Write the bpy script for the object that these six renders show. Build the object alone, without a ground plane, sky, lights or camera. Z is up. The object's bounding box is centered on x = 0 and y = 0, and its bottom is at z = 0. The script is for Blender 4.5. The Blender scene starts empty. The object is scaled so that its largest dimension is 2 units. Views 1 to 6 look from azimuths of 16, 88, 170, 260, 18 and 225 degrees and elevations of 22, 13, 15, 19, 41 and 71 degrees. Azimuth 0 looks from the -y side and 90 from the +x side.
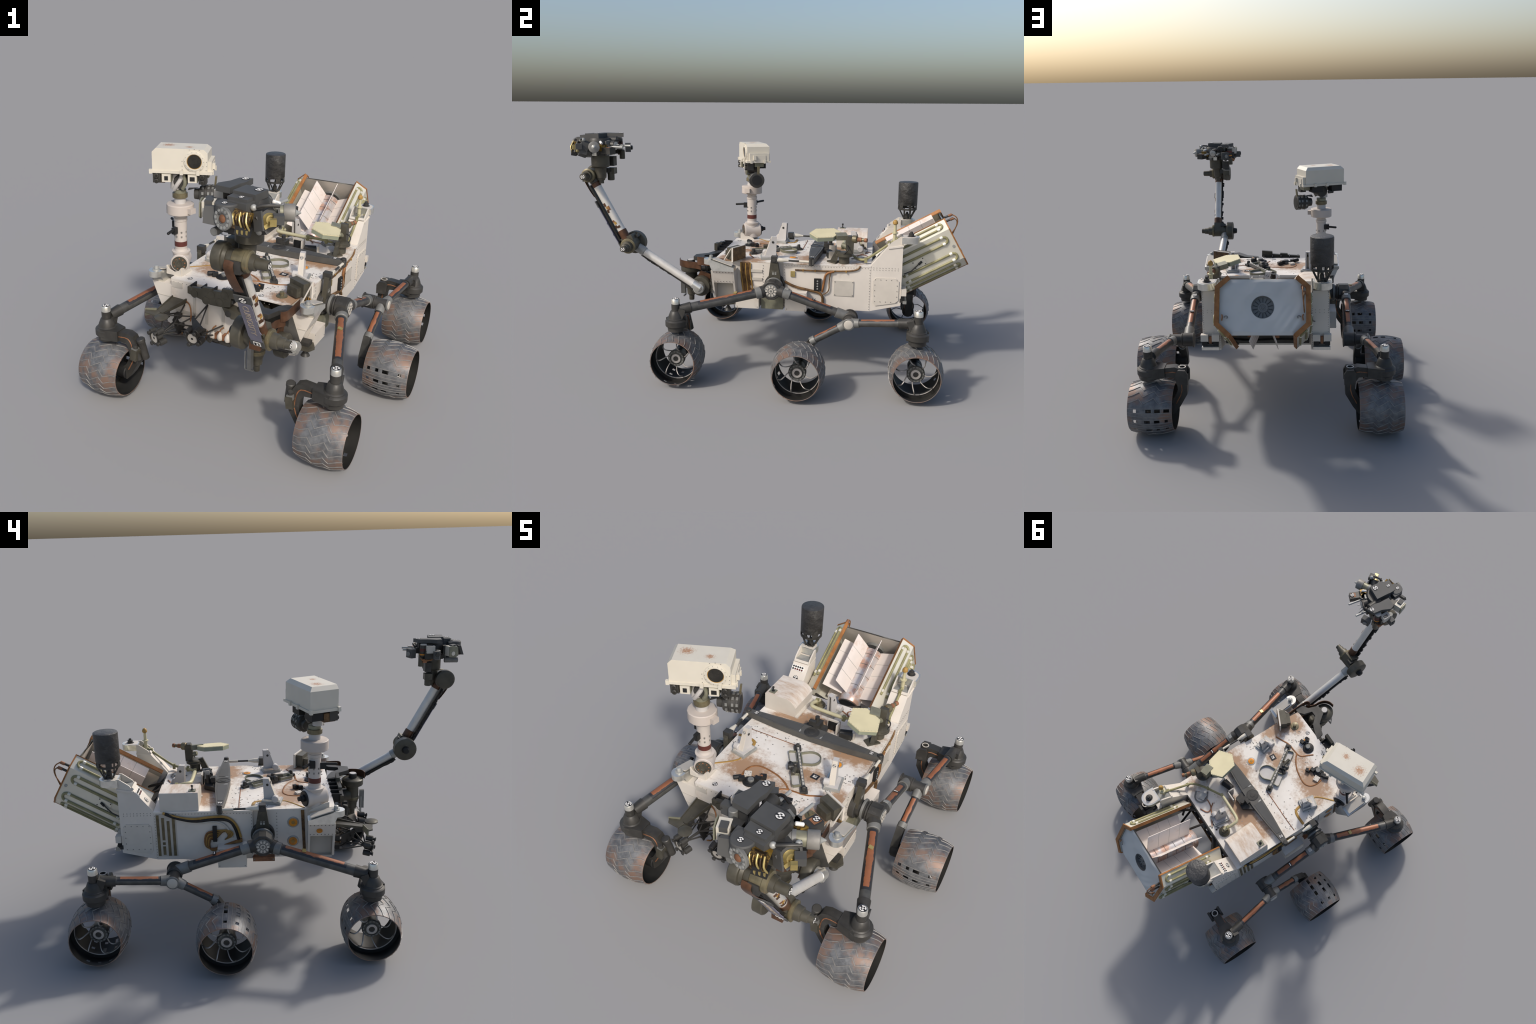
import bpy, bmesh, math, random
from math import sin, cos, pi, radians
from mathutils import Vector, Matrix

RNG = random.Random(7)
V = Vector

# ------------------------------------------------------------------ materials
def new_mat(name):
    m = bpy.data.materials.new(name)
    m.use_nodes = True
    nt = m.node_tree
    b = nt.nodes["Principled BSDF"]
    return m, nt, b

def nd(nt, kind, **kw):
    n = nt.nodes.new(kind)
    for k, v in kw.items():
        if k in n.inputs.keys() if hasattr(n.inputs, "keys") else False:
            n.inputs[k].default_value = v
        else:
            setattr(n, k, v)
    return n

def math_n(nt, op, a, b=None, c=None, clamp=False):
    n = nt.nodes.new("ShaderNodeMath"); n.operation = op; n.use_clamp = clamp
    for i, v in enumerate((a, b, c)):
        if v is None: continue
        if isinstance(v, (int, float)): n.inputs[i].default_value = v
        else: nt.links.new(v, n.inputs[i])
    return n.outputs[0]

def noise(nt, vec, scale, detail=4.0, rough=0.6, dist=0.0):
    n = nt.nodes.new("ShaderNodeTexNoise")
    n.inputs["Scale"].default_value = scale
    n.inputs["Detail"].default_value = detail
    n.inputs["Roughness"].default_value = rough
    n.inputs["Distortion"].default_value = dist
    nt.links.new(vec, n.inputs["Vector"])
    return n.outputs["Fac"]

def ramp(nt, fac, lo, hi):
    n = nt.nodes.new("ShaderNodeMapRange"); n.interpolation_type = 'SMOOTHSTEP'
    n.inputs["From Min"].default_value = lo; n.inputs["From Max"].default_value = hi
    nt.links.new(fac, n.inputs["Value"])
    return n.outputs["Result"]

def mixc(nt, fac, a, b):
    n = nt.nodes.new("ShaderNodeMix"); n.data_type = 'RGBA'
    for sock, v in ((n.inputs[0], fac), (n.inputs[6], a), (n.inputs[7], b)):
        if isinstance(v, (int, float)): sock.default_value = v
        elif isinstance(v, tuple): sock.default_value = (*v, 1.0)
        else: nt.links.new(v, sock)
    return n.outputs[2]

def objco(nt, scale=None):
    tc = nt.nodes.new("ShaderNodeTexCoord")
    if scale is None: return tc.outputs["Object"]
    mp = nt.nodes.new("ShaderNodeMapping"); mp.inputs["Scale"].default_value = scale
    nt.links.new(tc.outputs["Object"], mp.inputs["Vector"])
    return mp.outputs["Vector"]

def bump(nt, b, height, strength=0.3, dist=0.002):
    n = nt.nodes.new("ShaderNodeBump")
    n.inputs["Strength"].default_value = strength
    n.inputs["Distance"].default_value = dist
    nt.links.new(height, n.inputs["Height"])
    nt.links.new(n.outputs[0], b.inputs["Normal"])

def paint(name, col, rough=0.6, metal=0.0, var=0.12, scale=14.0, stain=None, amount=0.5,
          sscale=9.0, soft=0.08, spec=0.35, bmp=0.0, bscale=60.0, stretch=None, bdist=0.002):
    """Plain coat with brightness mottling and an optional second colour in noise patches."""
    m, nt, b = new_mat(name)
    co = objco(nt, stretch)
    f = noise(nt, co, scale, 5.0)
    dk = tuple(c * (1 - var) for c in col); lt = tuple(min(1, c * (1 + var)) for c in col)
    c = mixc(nt, ramp(nt, f, 0.3, 0.7), dk, lt)
    if stain:
        g = noise(nt, co, sscale, 6.0, 0.7)
        c = mixc(nt, ramp(nt, g, 1 - amount - soft, 1 - amount + soft), c, stain)
    nt.links.new(c, b.inputs["Base Color"])
    b.inputs["Roughness"].default_value = rough
    b.inputs["Metallic"].default_value = metal
    b.inputs["Specular IOR Level"].default_value = spec
    if bmp: bump(nt, b, noise(nt, co, bscale, 6.0), bmp, bdist)
    return m

WHITE = (0.62, 0.57, 0.505)
mt = {}
mt['white'] = paint("white_paint", WHITE, 0.55, var=0.05, scale=6, stain=(0.50, 0.43, 0.36), amount=0.32, sscale=7, soft=0.12)
mt['whiteclean'] = paint("clean_white_paint", (0.56, 0.515, 0.45), 0.5, var=0.04)
mt['cream'] = paint("cream_paint", (0.575, 0.535, 0.45), 0.5, var=0.04, scale=8)
mt['grey'] = paint("light_grey_metal", (0.33, 0.33, 0.31), 0.45, 0.3, var=0.18)
mt['midgrey'] = paint("mid_grey_metal", (0.17, 0.17, 0.16), 0.5, 0.2, var=0.2)
mt['panelgrey'] = paint("panel_grey", (0.47, 0.435, 0.38), 0.5, var=0.06)
mt['olive'] = paint("olive_anodised_metal", (0.072, 0.066, 0.050), 0.45, 0.2, var=0.2, scale=20, stain=(0.115, 0.105, 0.08), amount=0.35, sscale=24)
mt['olivelight'] = paint("light_olive_metal", (0.20, 0.195, 0.14), 0.45, 0.2, var=0.2, scale=20)
mt['dark'] = paint("dark_gunmetal", (0.046, 0.044, 0.040), 0.45, 0.2, var=0.25, scale=18, stain=(0.078, 0.074, 0.066), amount=0.32, sscale=22)
mt['lid'] = paint("charcoal_cover", (0.064, 0.064, 0.062), 0.6, var=0.08)
mt['black'] = paint("black_rubber", (0.012, 0.012, 0.012), 0.55, var=0.2)
mt['cable'] = paint("black_cable", (0.013, 0.012, 0.011), 0.5, var=0.3, stain=(0.05, 0.025, 0.015), amount=0.35, sscale=30)
mt['tube'] = paint("brushed_white_tube", (0.60, 0.575, 0.53), 0.4, 0.25, var=0.08, scale=10, stain=(0.30, 0.27, 0.24), amount=0.33, sscale=22)
mt['silver'] = paint("polished_silver", (0.66, 0.65, 0.60), 0.28, 0.75, var=0.12, scale=25)
mt['gold'] = paint("gold_foil", (0.42, 0.26, 0.05), 0.42, 0.5, var=0.3, scale=30, stain=(0.035, 0.022, 0.012), amount=0.50, sscale=30, bmp=0.5, bscale=45)
mt['goldmetal'] = paint("brass_metal", (0.42, 0.33, 0.13), 0.35, 0.6, var=0.15, scale=30)
mt['brownrim'] = paint("copper_brown_edge", (0.27, 0.115, 0.035), 0.55, 0.1, var=0.25, scale=25, stretch=(1, 1, 1))
mt['foilbrown'] = paint("brown_flex_cable", (0.10, 0.05, 0.028), 0.38, 0.35, var=0.25, scale=30)
mt['orange'] = paint("amber_sensor", (0.58, 0.22, 0.02), 0.35, var=0.25, scale=40)
mt['orangewire'] = paint("orange_wire", (0.23, 0.10, 0.035), 0.5, var=0.3, scale=40)
mt['ochre'] = paint("ochre_harness", (0.34, 0.20, 0.05), 0.5, var=0.15, scale=25)
mt['wire'] = paint("wire_bundle", (0.13, 0.070, 0.026), 0.5, var=0.45, scale=35, stain=(0.04, 0.02, 0.01), amount=0.4, sscale=40)
mt['hga'] = paint("pale_yellow_antenna", (0.58, 0.52, 0.33), 0.6, var=0.04)
mt['hgaside'] = paint("antenna_rim", (0.24, 0.26, 0.19), 0.55, var=0.1)
mt['rtgpanel'] = paint("heat_exchanger_panel", (0.66, 0.63, 0.53), 0.32, 0.35, var=0.07, scale=6)
mt['pipe'] = paint("greenish_coolant_pipe", (0.25, 0.232, 0.118), 0.5, 0.1, var=0.18, scale=22)
mt['pipelight'] = paint("pale_coolant_pipe", (0.48, 0.44, 0.28), 0.45, 0.1, var=0.1)
mt['fin'] = paint("generator_fin", (0.68, 0.62, 0.575), 0.6, var=0.05, scale=10, stain=(0.60, 0.49, 0.42), amount=0.36, sscale=10)
mt['rtgcore'] = paint("generator_drum", (0.55, 0.53, 0.53), 0.3, 0.4, var=0.05, stain=(0.52, 0.33, 0.25), amount=0.47, sscale=16, soft=0.1)
mt['cloth'] = paint("pale_blanket", (0.52, 0.51, 0.475), 0.75, var=0.05, scale=5, bmp=0.35, bscale=9)
mt['uhf'] = paint("crinkled_black_foil", (0.034, 0.033, 0.032), 0.45, 0.0, var=0.35, scale=16, spec=0.5, stain=(0.058, 0.057, 0.054), amount=0.40, sscale=22, bmp=0.9, bscale=24, stretch=(1, 1, 1.4), bdist=0.008)
mt['mast'] = paint("mast_paint", (0.50, 0.45, 0.405), 0.5, var=0.05, stain=(0.2, 0.13, 0.12), amount=0.27, sscale=55, soft=0.03)
mt['collar'] = paint("pinkish_white_collar", (0.47, 0.415, 0.37), 0.55, var=0.04)
mt['red'] = paint("dark_red_band", (0.10, 0.028, 0.022), 0.5, var=0.2)
mt['dustytop'] = paint("dusty_white_cover", (0.60, 0.55, 0.49), 0.55, var=0.04, stain=(0.40, 0.275, 0.18), amount=0.42, sscale=8, soft=0.2, stretch=(1, 3, 1))
mt['plate'] = paint("violet_grey_name_plate", (0.15, 0.145, 0.185), 0.5, var=0.1)
mt['platelet'] = paint("name_plate_lettering", (0.30, 0.25, 0.20), 0.5, var=0.1)
mt['glass'] = paint("dark_lens_glass", (0.02, 0.018, 0.014), 0.12, var=0.3, scale=30, spec=0.6)
mt['markwhite'] = paint("marker_white", (0.72, 0.70, 0.66), 0.6, var=0.03)
mt['markblack'] = paint("marker_black", (0.02, 0.02, 0.022), 0.6, var=0.05)
mt['rivet'] = paint("rivet_grey", (0.22, 0.21, 0.19), 0.5, 0.2, var=0.2)
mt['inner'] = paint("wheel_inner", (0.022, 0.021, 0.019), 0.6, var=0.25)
mt['spoke'] = paint("titanium_spoke", (0.45, 0.42, 0.39), 0.4, 0.3, var=0.1)
mt['hubmetal'] = paint("hub_metal", (0.10, 0.10, 0.09), 0.45, 0.3, var=0.45, scale=45)
mt['traywhite'] = paint("tray_plastic", (0.47, 0.45, 0.43), 0.55, var=0.05)
mt['slat'] = paint("dull_brass_slat", (0.135, 0.105, 0.055), 0.5, 0.1, var=0.3, scale=30)
mt['rust'] = paint("rust_brown_metal", (0.22, 0.10, 0.05), 0.6, 0.1, var=0.4, scale=30)
mt['olivegold'] = paint("olive_gold_ring", (0.145, 0.125, 0.075), 0.4, 0.3, var=0.3, scale=30, stain=(0.30, 0.13, 0.03), amount=0.33, sscale=25)

def deck_material():
    m, nt, b = new_mat("dusty_white_deck")
    co = objco(nt)
    sep = nt.nodes.new("ShaderNodeSeparateXYZ"); nt.links.new(co, sep.inputs[0])
    X, Y = sep.outputs[0], sep.outputs[1]
    n1 = noise(nt, co, 16.0, 8.0, 0.75)
    n2 = noise(nt, co, 75.0, 5.0, 0.7)
    total = None
    # dust patches: centre, radii, strength
    for cx, cy, rx, ry, st in [(-0.13, -0.085, 0.12, 0.085, 1.15), (0.10, 0.005, 0.06, 0.065, 1.05), (0.24, -0.20, 0.08, 0.06, 1.2),
                               (0.20, 0.20, 0.14, 0.06, 1.0), (-0.06, 0.33, 0.13, 0.07, 1.25), (-0.20, 0.25, 0.05, 0.12, 0.45),
                               (0.26, -0.07, 0.06, 0.08, 0.9), (0.05, -0.12, 0.06, 0.05, 0.6), (-0.05, 0.14, 0.05, 0.02, 0.4), (0.24, 0.42, 0.06, 0.12, 0.5)]:
        dx = math_n(nt, 'DIVIDE', math_n(nt, 'SUBTRACT', X, cx), rx)
        dy = math_n(nt, 'DIVIDE', math_n(nt, 'SUBTRACT', Y, cy), ry)
        d2 = math_n(nt, 'ADD', math_n(nt, 'MULTIPLY', dx, dx), math_n(nt, 'MULTIPLY', dy, dy))
        g = math_n(nt, 'MULTIPLY', math_n(nt, 'POWER', 2.718, math_n(nt, 'MULTIPLY', d2, -1.0)), st)
        total = g if total is None else math_n(nt, 'ADD', total, g)
    mask = math_n(nt, 'ADD', math_n(nt, 'MULTIPLY', total, 0.42), n1)
    mask = ramp(nt, math_n(nt, 'ADD', mask, math_n(nt, 'MULTIPLY', n2, 0.22)), 0.65, 0.98)
    base = mixc(nt, ramp(nt, noise(nt, co, 7.0, 4.0), 0.35, 0.7), (0.71, 0.67, 0.61), (0.65, 0.605, 0.54))
    c = mixc(nt, mask, base, (0.33, 0.205, 0.122))
    vor = nt.nodes.new("ShaderNodeTexVoronoi"); vor.inputs["Scale"].default_value = 38.0
    nt.links.new(co, vor.inputs["Vector"])
    spots = math_n(nt, 'MULTIPLY', math_n(nt, 'LESS_THAN', vor.outputs["Distance"], 0.14),
                   math_n(nt, 'GREATER_THAN', noise(nt, co, 9.0, 2.0), 0.56))
    c = mixc(nt, math_n(nt, 'MULTIPLY', spots, 0.75), c, (0.20, 0.19, 0.18))
    nt.links.new(c, b.inputs["Base Color"])
    b.inputs["Roughness"].default_value = 0.55
    return m
mt['deck'] = deck_material()
mt['beam'] = paint("beam_grey", (0.082, 0.079, 0.072), 0.5, 0.1, var=0.12)

def wheel_material():
    m, nt, b = new_mat("worn_wheel_skin")
    co = objco(nt)
    sep = nt.nodes.new("ShaderNodeSeparateXYZ"); nt.links.new(co, sep.inputs[0])
    edge = math_n(nt, 'ABSOLUTE', sep.outputs[0])
    f = noise(nt, co, 30.0, 6.0, 0.65)
    base = mixc(nt, ramp(nt, f, 0.3, 0.7), (0.080, 0.083, 0.089), (0.172, 0.175, 0.178))
    r = noise(nt, co, 13.0, 5.0, 0.62)
    r = math_n(nt, 'ADD', r, math_n(nt, 'MULTIPLY', ramp(nt, edge, 0.02, 0.1), 0.14))
    c = mixc(nt, math_n(nt, 'MULTIPLY', ramp(nt, r, 0.51, 0.70), 0.85), base, (0.20, 0.122, 0.086))
    rim = ramp(nt, edge, 0.0965, 0.0985)
    c = mixc(nt, math_n(nt, 'MULTIPLY', rim, 0.3), c, (0.30, 0.19, 0.135))
    nt.links.new(c, b.inputs["Base Color"])
    b.inputs["Roughness"].default_value = 0.5
    b.inputs["Metallic"].default_value = 0.25
    bump(nt, b, f, 0.25)
    return m
mt['wheel'] = wheel_material()
mt['grouser'] = paint("tread_ridge", (0.205, 0.198, 0.188), 0.5, 0.2, var=0.2, scale=30, stain=(0.19, 0.125, 0.09), amount=0.36, sscale=14, soft=0.12)

def arm_tube_material(name, z0, z1, half):
    """Dark tube with a ragged orange worn patch on its upper side (object x is up, z runs along the tube)."""
    m, nt, b = new_mat(name)
    co = objco(nt)
    sep = nt.nodes.new("ShaderNodeSeparateXYZ"); nt.links.new(co, sep.inputs[0])
    X, Y, Z = sep.outputs
    ang = math_n(nt, 'ABSOLUTE', math_n(nt, 'ARCTAN2', Y, X))
    rag = math_n(nt, 'ADD', math_n(nt, 'MULTIPLY', noise(nt, objco(nt, (0, 0, 1)), 28.0, 5.0, 0.7), 0.9), -0.42)
    mid = math_n(nt, 'ABSOLUTE', math_n(nt, 'SUBTRACT', Z, (z0 + z1) / 2))
    bulge = math_n(nt, 'MULTIPLY', math_n(nt, 'SUBTRACT', 1.0, ramp(nt, mid, 0.0, 0.02)), 0.18)
    w = math_n(nt, 'ADD', math_n(nt, 'ADD', rag, bulge), half)
    def within(wd, pad):
        a = math_n(nt, 'LESS_THAN', ang, wd)
        zz = math_n(nt, 'LESS_THAN', mid, (z1 - z0) / 2 + pad)
        return math_n(nt, 'MULTIPLY', a, zz)
    inner = within(w, 0.0)
    outer = within(half + 0.55, 0.012)
    f = noise(nt, co, 25.0, 5.0)
    base = mixc(nt, ramp(nt, f, 0.3, 0.7), (0.05, 0.05, 0.047), (0.085, 0.083, 0.076))
    c = mixc(nt, outer, base, (0.024, 0.024, 0.027))
    rustc = mixc(nt, ramp(nt, noise(nt, co, 18.0, 4.0), 0.3, 0.7), (0.29, 0.105, 0.045), (0.21, 0.082, 0.040))
    c = mixc(nt, inner, c, rustc)
    nt.links.new(c, b.inputs["Base Color"])
    b.inputs["Roughness"].default_value = 0.45
    b.inputs["Metallic"].default_value = 0.15
    return m

def head_material():
    m, nt, b = new_mat("cream_head_cover")
    co = objco(nt)
    sep = nt.nodes.new("ShaderNodeSeparateXYZ"); nt.links.new(co, sep.inputs[0])
    X, Y, Z = sep.outputs
    total = None
    for cx, cy, r in [(-0.045, 0.015, 0.032), (0.045, -0.012, 0.020)]:
        dx = math_n(nt, 'DIVIDE', math_n(nt, 'SUBTRACT', X, cx), r)
        dy = math_n(nt, 'DIVIDE', math_n(nt, 'SUBTRACT', Y, cy), r * 0.85)
        d2 = math_n(nt, 'ADD', math_n(nt, 'MULTIPLY', dx, dx), math_n(nt, 'MULTIPLY', dy, dy))
        g = math_n(nt, 'POWER', 2.718, math_n(nt, 'MULTIPLY', d2, -1.0))
        total = g if total is None else math_n(nt, 'ADD', total, g)
    spk = noise(nt, co, 150.0, 4.0, 0.7)
    mask = math_n(nt, 'MULTIPLY', ramp(nt, math_n(nt, 'ADD', math_n(nt, 'MULTIPLY', total, 0.42), spk), 0.62, 0.95),
                  math_n(nt, 'GREATER_THAN', Z, 0.2585))
    base = mixc(nt, ramp(nt, noise(nt, co, 12.0), 0.3, 0.7), (0.585, 0.545, 0.46), (0.56, 0.52, 0.435))
    c = mixc(nt, mask, base, (0.36, 0.19, 0.10))
    nt.links.new(c, b.inputs["Base Color"]); b.inputs["Roughness"].default_value = 0.5
    return m
mt['head'] = head_material()

# ------------------------------------------------------------------ geometry helpers
def frame(d, up=V((0, 0, 1))):
    """3x3 whose z is d and x is as near to up as possible."""
    z = d.normalized()
    x = up - z * up.dot(z)
    if x.length < 1e-4: x = V((0, 1, 0)) - z * z.y
    x.normalize(); y = z.cross(x)
    return Matrix((x, y, z)).transposed()

class Part:
    """Collects primitives into one mesh object."""
    def __init__(self, name, parent, stuff=False):
        self.name, self.parent, self.stuff = name, parent, stuff
        self.bm = bmesh.new(); self.mats = []

    def mi(self, key):
        if key not in self.mats: self.mats.append(key)
        return self.mats.index(key)

    def _faces(self, vs, faces, mat, bev=0.0, bseg=1):
        bm = self.bm; k = self.mi(mat)
        bv = [bm.verts.new(v) for v in vs]
        fs = []
        for f in faces:
            try:
                ff = bm.faces.new([bv[i] for i in f]); ff.material_index = k; fs.append(ff)
            except ValueError:
                pass
        if bev > 0:
            es = {e for f in fs for e in f.edges if len(e.link_faces) == 2 and e.calc_face_angle(0) > 0.5}
            bmesh.ops.bevel(bm, geom=list(es), offset=bev, segments=bseg, affect='EDGES', profile=0.5, clamp_overlap=True, material=-1)
        return bv, fs

    def box(self, c, s, mat, rot=None, bev=0.0, bseg=1):
        hx, hy, hz = s[0] / 2, s[1] / 2, s[2] / 2
        vs = [V((x, y, z)) for x in (-hx, hx) for y in (-hy, hy) for z in (-hz, hz)]
        R = Matrix.Identity(3)
        if rot is not None:
            R = rot if isinstance(rot, Matrix) else (Matrix.Rotation(radians(rot[2]), 3, 'Z') @ Matrix.Rotation(radians(rot[1]), 3, 'Y') @ Matrix.Rotation(radians(rot[0]), 3, 'X'))
        vs = [R @ v + V(c) for v in vs]
        fs = [(0, 1, 3, 2), (4, 6, 7, 5), (0, 4, 5, 1), (2, 3, 7, 6), (0, 2, 6, 4), (1, 5, 7, 3)]
        self._faces(vs, fs, mat, bev, bseg)
        return self

    def lathe(self, p, d, prof, mat, seg=24, up=V((0, 0, 1)), phase=0.0, closed=False):
        """Revolve (distance, radius) pairs about the axis p + t*d."""
        R = frame(V(d), up); p = V(p); vs = []; fs = []; n = len(prof)
        for t, r in prof:
            for i in range(seg):
                a = 2 * pi * i / seg + phase
                vs.append(p + R @ V((r * cos(a), r * sin(a), t)))
        for j in range(n - 1 if not closed else n):
            j2 = (j + 1) % n
            for i in range(seg):
                k = (i + 1) % seg
                fs.append((j * seg + i, j * seg + k, j2 * seg + k, j2 * seg + i))
        if not closed:
            fs.append(tuple(reversed(range(seg)))); fs.append(tuple((n - 1) * seg + i for i in range(seg)))
        self._faces(vs, fs, mat)
        return self

    def cyl(self, p, q, r, mat, r2=None, seg=20, bev=0.0, phase=0.0):
        p, q = V(p), V(q); L = (q - p).length; r2 = r if r2 is None else r2
        b = min(bev, L * .4, r * .5, max(r2 * .5, 1e-4))
        prof = [(0, r), (L, r2)] if b <= 0 else [(0, r - b), (b, r), (L - b, r2), (L, r2 - b)]
        return self.lathe(p, q - p, prof, mat, seg, phase=phase)

    def prism(self, pts, ext, mat, bev=0.0, bseg=1):
        pts = [V(p) for p in pts]; e = V(ext); n = len(pts)
        nrm = V((0, 0, 0))
        for i in range(n): nrm += pts[i].cross(pts[(i + 1) % n])
        if nrm.dot(e) > 0: pts.reverse()
        vs = pts + [p + e for p in pts]
        fs = [tuple(range(n)), tuple(reversed(range(n, 2 * n)))]
        fs += [(i, i + n, (i + 1) % n + n, (i + 1) % n) for i in range(n)]
        self._faces(vs, fs, mat, bev, bseg)
        return self

    def tube(self, pts, r, mat, seg=10, smooth=0, flat=None):
        pts = [V(p) for p in pts]
        for _ in range(smooth):
            out = [pts[0]]
            for a, b in zip(pts, pts[1:]): out += [a * .75 + b * .25, a * .25 + b * .75]
            pts = out + [pts[-1]]
        n = len(pts); vs = []; fs = []; prev = None
        for i, p in enumerate(pts):
            d = (pts[min(i + 1, n - 1)] - pts[max(i - 1, 0)]).normalized()
            if prev is None: R = frame(d)
            else:
                x = prev - d * prev.dot(d); x.normalize(); R = Matrix((x, d.cross(x), d)).transposed()
            prev = R.col[0].copy()
            for k in range(seg):
                a = 2 * pi * k / seg
                vs.append(p + R @ V((r * cos(a) * (flat or 1), r * sin(a), 0)))
        for i in range(n - 1):
            for k in range(seg):
                k2 = (k + 1) % seg
                fs.append((i * seg + k, i * seg + k2, (i + 1) * seg + k2, (i + 1) * seg + k))
        fs.append(tuple(reversed(range(seg)))); fs.append(tuple((n - 1) * seg + k for k in range(seg)))
        self._faces(vs, fs, mat)
        return self

    def ball(self, c, r, mat, seg=16):
        prof = [(-r * cos(pi * i / 8) , max(r * sin(pi * i / 8), r * 0.02)) for i in range(9)]
        return self.lathe(c, (0, 0, 1), prof, mat, seg)

    def dots(self, pts, nrm, r, h, mat, seg=6):
        for p in pts:
            p = V(p); n = V(nrm).normalized()
            self.cyl(p - n * 0.001, p + n * h, r, mat, seg=seg)
        return self

    def mesh(self, angle=35):
        bmesh.ops.remove_doubles(self.bm, verts=self.bm.verts, dist=1e-7)
        bmesh.ops.recalc_face_normals(self.bm, faces=self.bm.faces)
        me = bpy.data.meshes.new(self.name); self.bm.to_mesh(me); self.bm.free()
        for k in self.mats: me.materials.append(mt[k] if isinstance(k, str) else k)
        me.shade_smooth(); me.set_sharp_from_angle(angle=radians(angle))
        return me

    def done(self, angle=35, matrix=None):
        return place(self.name, self.mesh(angle), self.parent, matrix, self.stuff)

def place(name, me, parent, matrix=None, stuff=False):
    ob = bpy.data.objects.new(name, me)
    bpy.context.scene.collection.objects.link(ob)
    if parent is not None: ob.parent = parent
    if matrix is not None: ob.matrix_local = matrix
    if stuff: ob["kind"] = "stuff"
    return ob

def mirror(s, p): return V((p[0] * s, p[1], p[2]))

# ------------------------------------------------------------------ root
root = bpy.data.objects.new("mars_rover", None)
bpy.context.scene.collection.objects.link(root)
root.location = (-0.0314, 0.0, 0.0)
root.rotation_euler = (0, 0, radians(-10.95))
root["label"] = "dusty six-wheeled planetary rover with raised robotic arm and camera mast"
root["category"] = "space rover"

DECK = 0.563
# ------------------------------------------------------------------ chassis
plan = [(0.275, -0.263), (0.284, -0.12), (0.288, 0.09), (0.297, 0.092), (0.289, 0.519)]
plan = plan + [(-x, y) for x, y in reversed(plan)]
P = Part("chassis", root)
bay = [(0.264, -0.263), (0.264, -0.196), (0.078, -0.196), (0.078, -0.263)]          # open bay behind the shoulder joint
body = plan[-1:] + bay[::-1] + plan[:-1]
P.prism([(x, y, 0.336) for x, y in body], (0, 0, DECK - 0.006 - 0.336), 'white', bev=0.002)
chassis = P.done()
P = Part("deck", root)
P.prism([(x * 1.004, y * 1.002, DECK - 0.0055) for x, y in plan], (0, 0, 0.0055), 'deck', bev=0.0015)
deck = P.done()

# dark rear bulkhead of the body, seen between the towers
P = Part("bulkhead", chassis)
P.box((0, 0.523, 0.455), (0.40, 0.006, 0.215), 'dark')
for k in range(9):
    x = -0.17 + 0.042 * k
    P.box((x, 0.53, 0.40 + 0.02 * (k % 3)), (0.026, 0.02, 0.03 + 0.012 * (k % 2)), ['rust', 'dark', 'midgrey'][k % 3], bev=0.002)
P.tube([(-0.19, 0.54, 0.42), (-0.05, 0.545, 0.40), (0.08, 0.54, 0.41), (0.19, 0.54, 0.385)], 0.005, 'wire', smooth=2)
P.tube([(-0.19, 0.535, 0.36), (-0.05, 0.54, 0.37), (0.08, 0.535, 0.36), (0.19, 0.535, 0.37)], 0.006, 'dark', smooth=2)
P.done()

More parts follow.
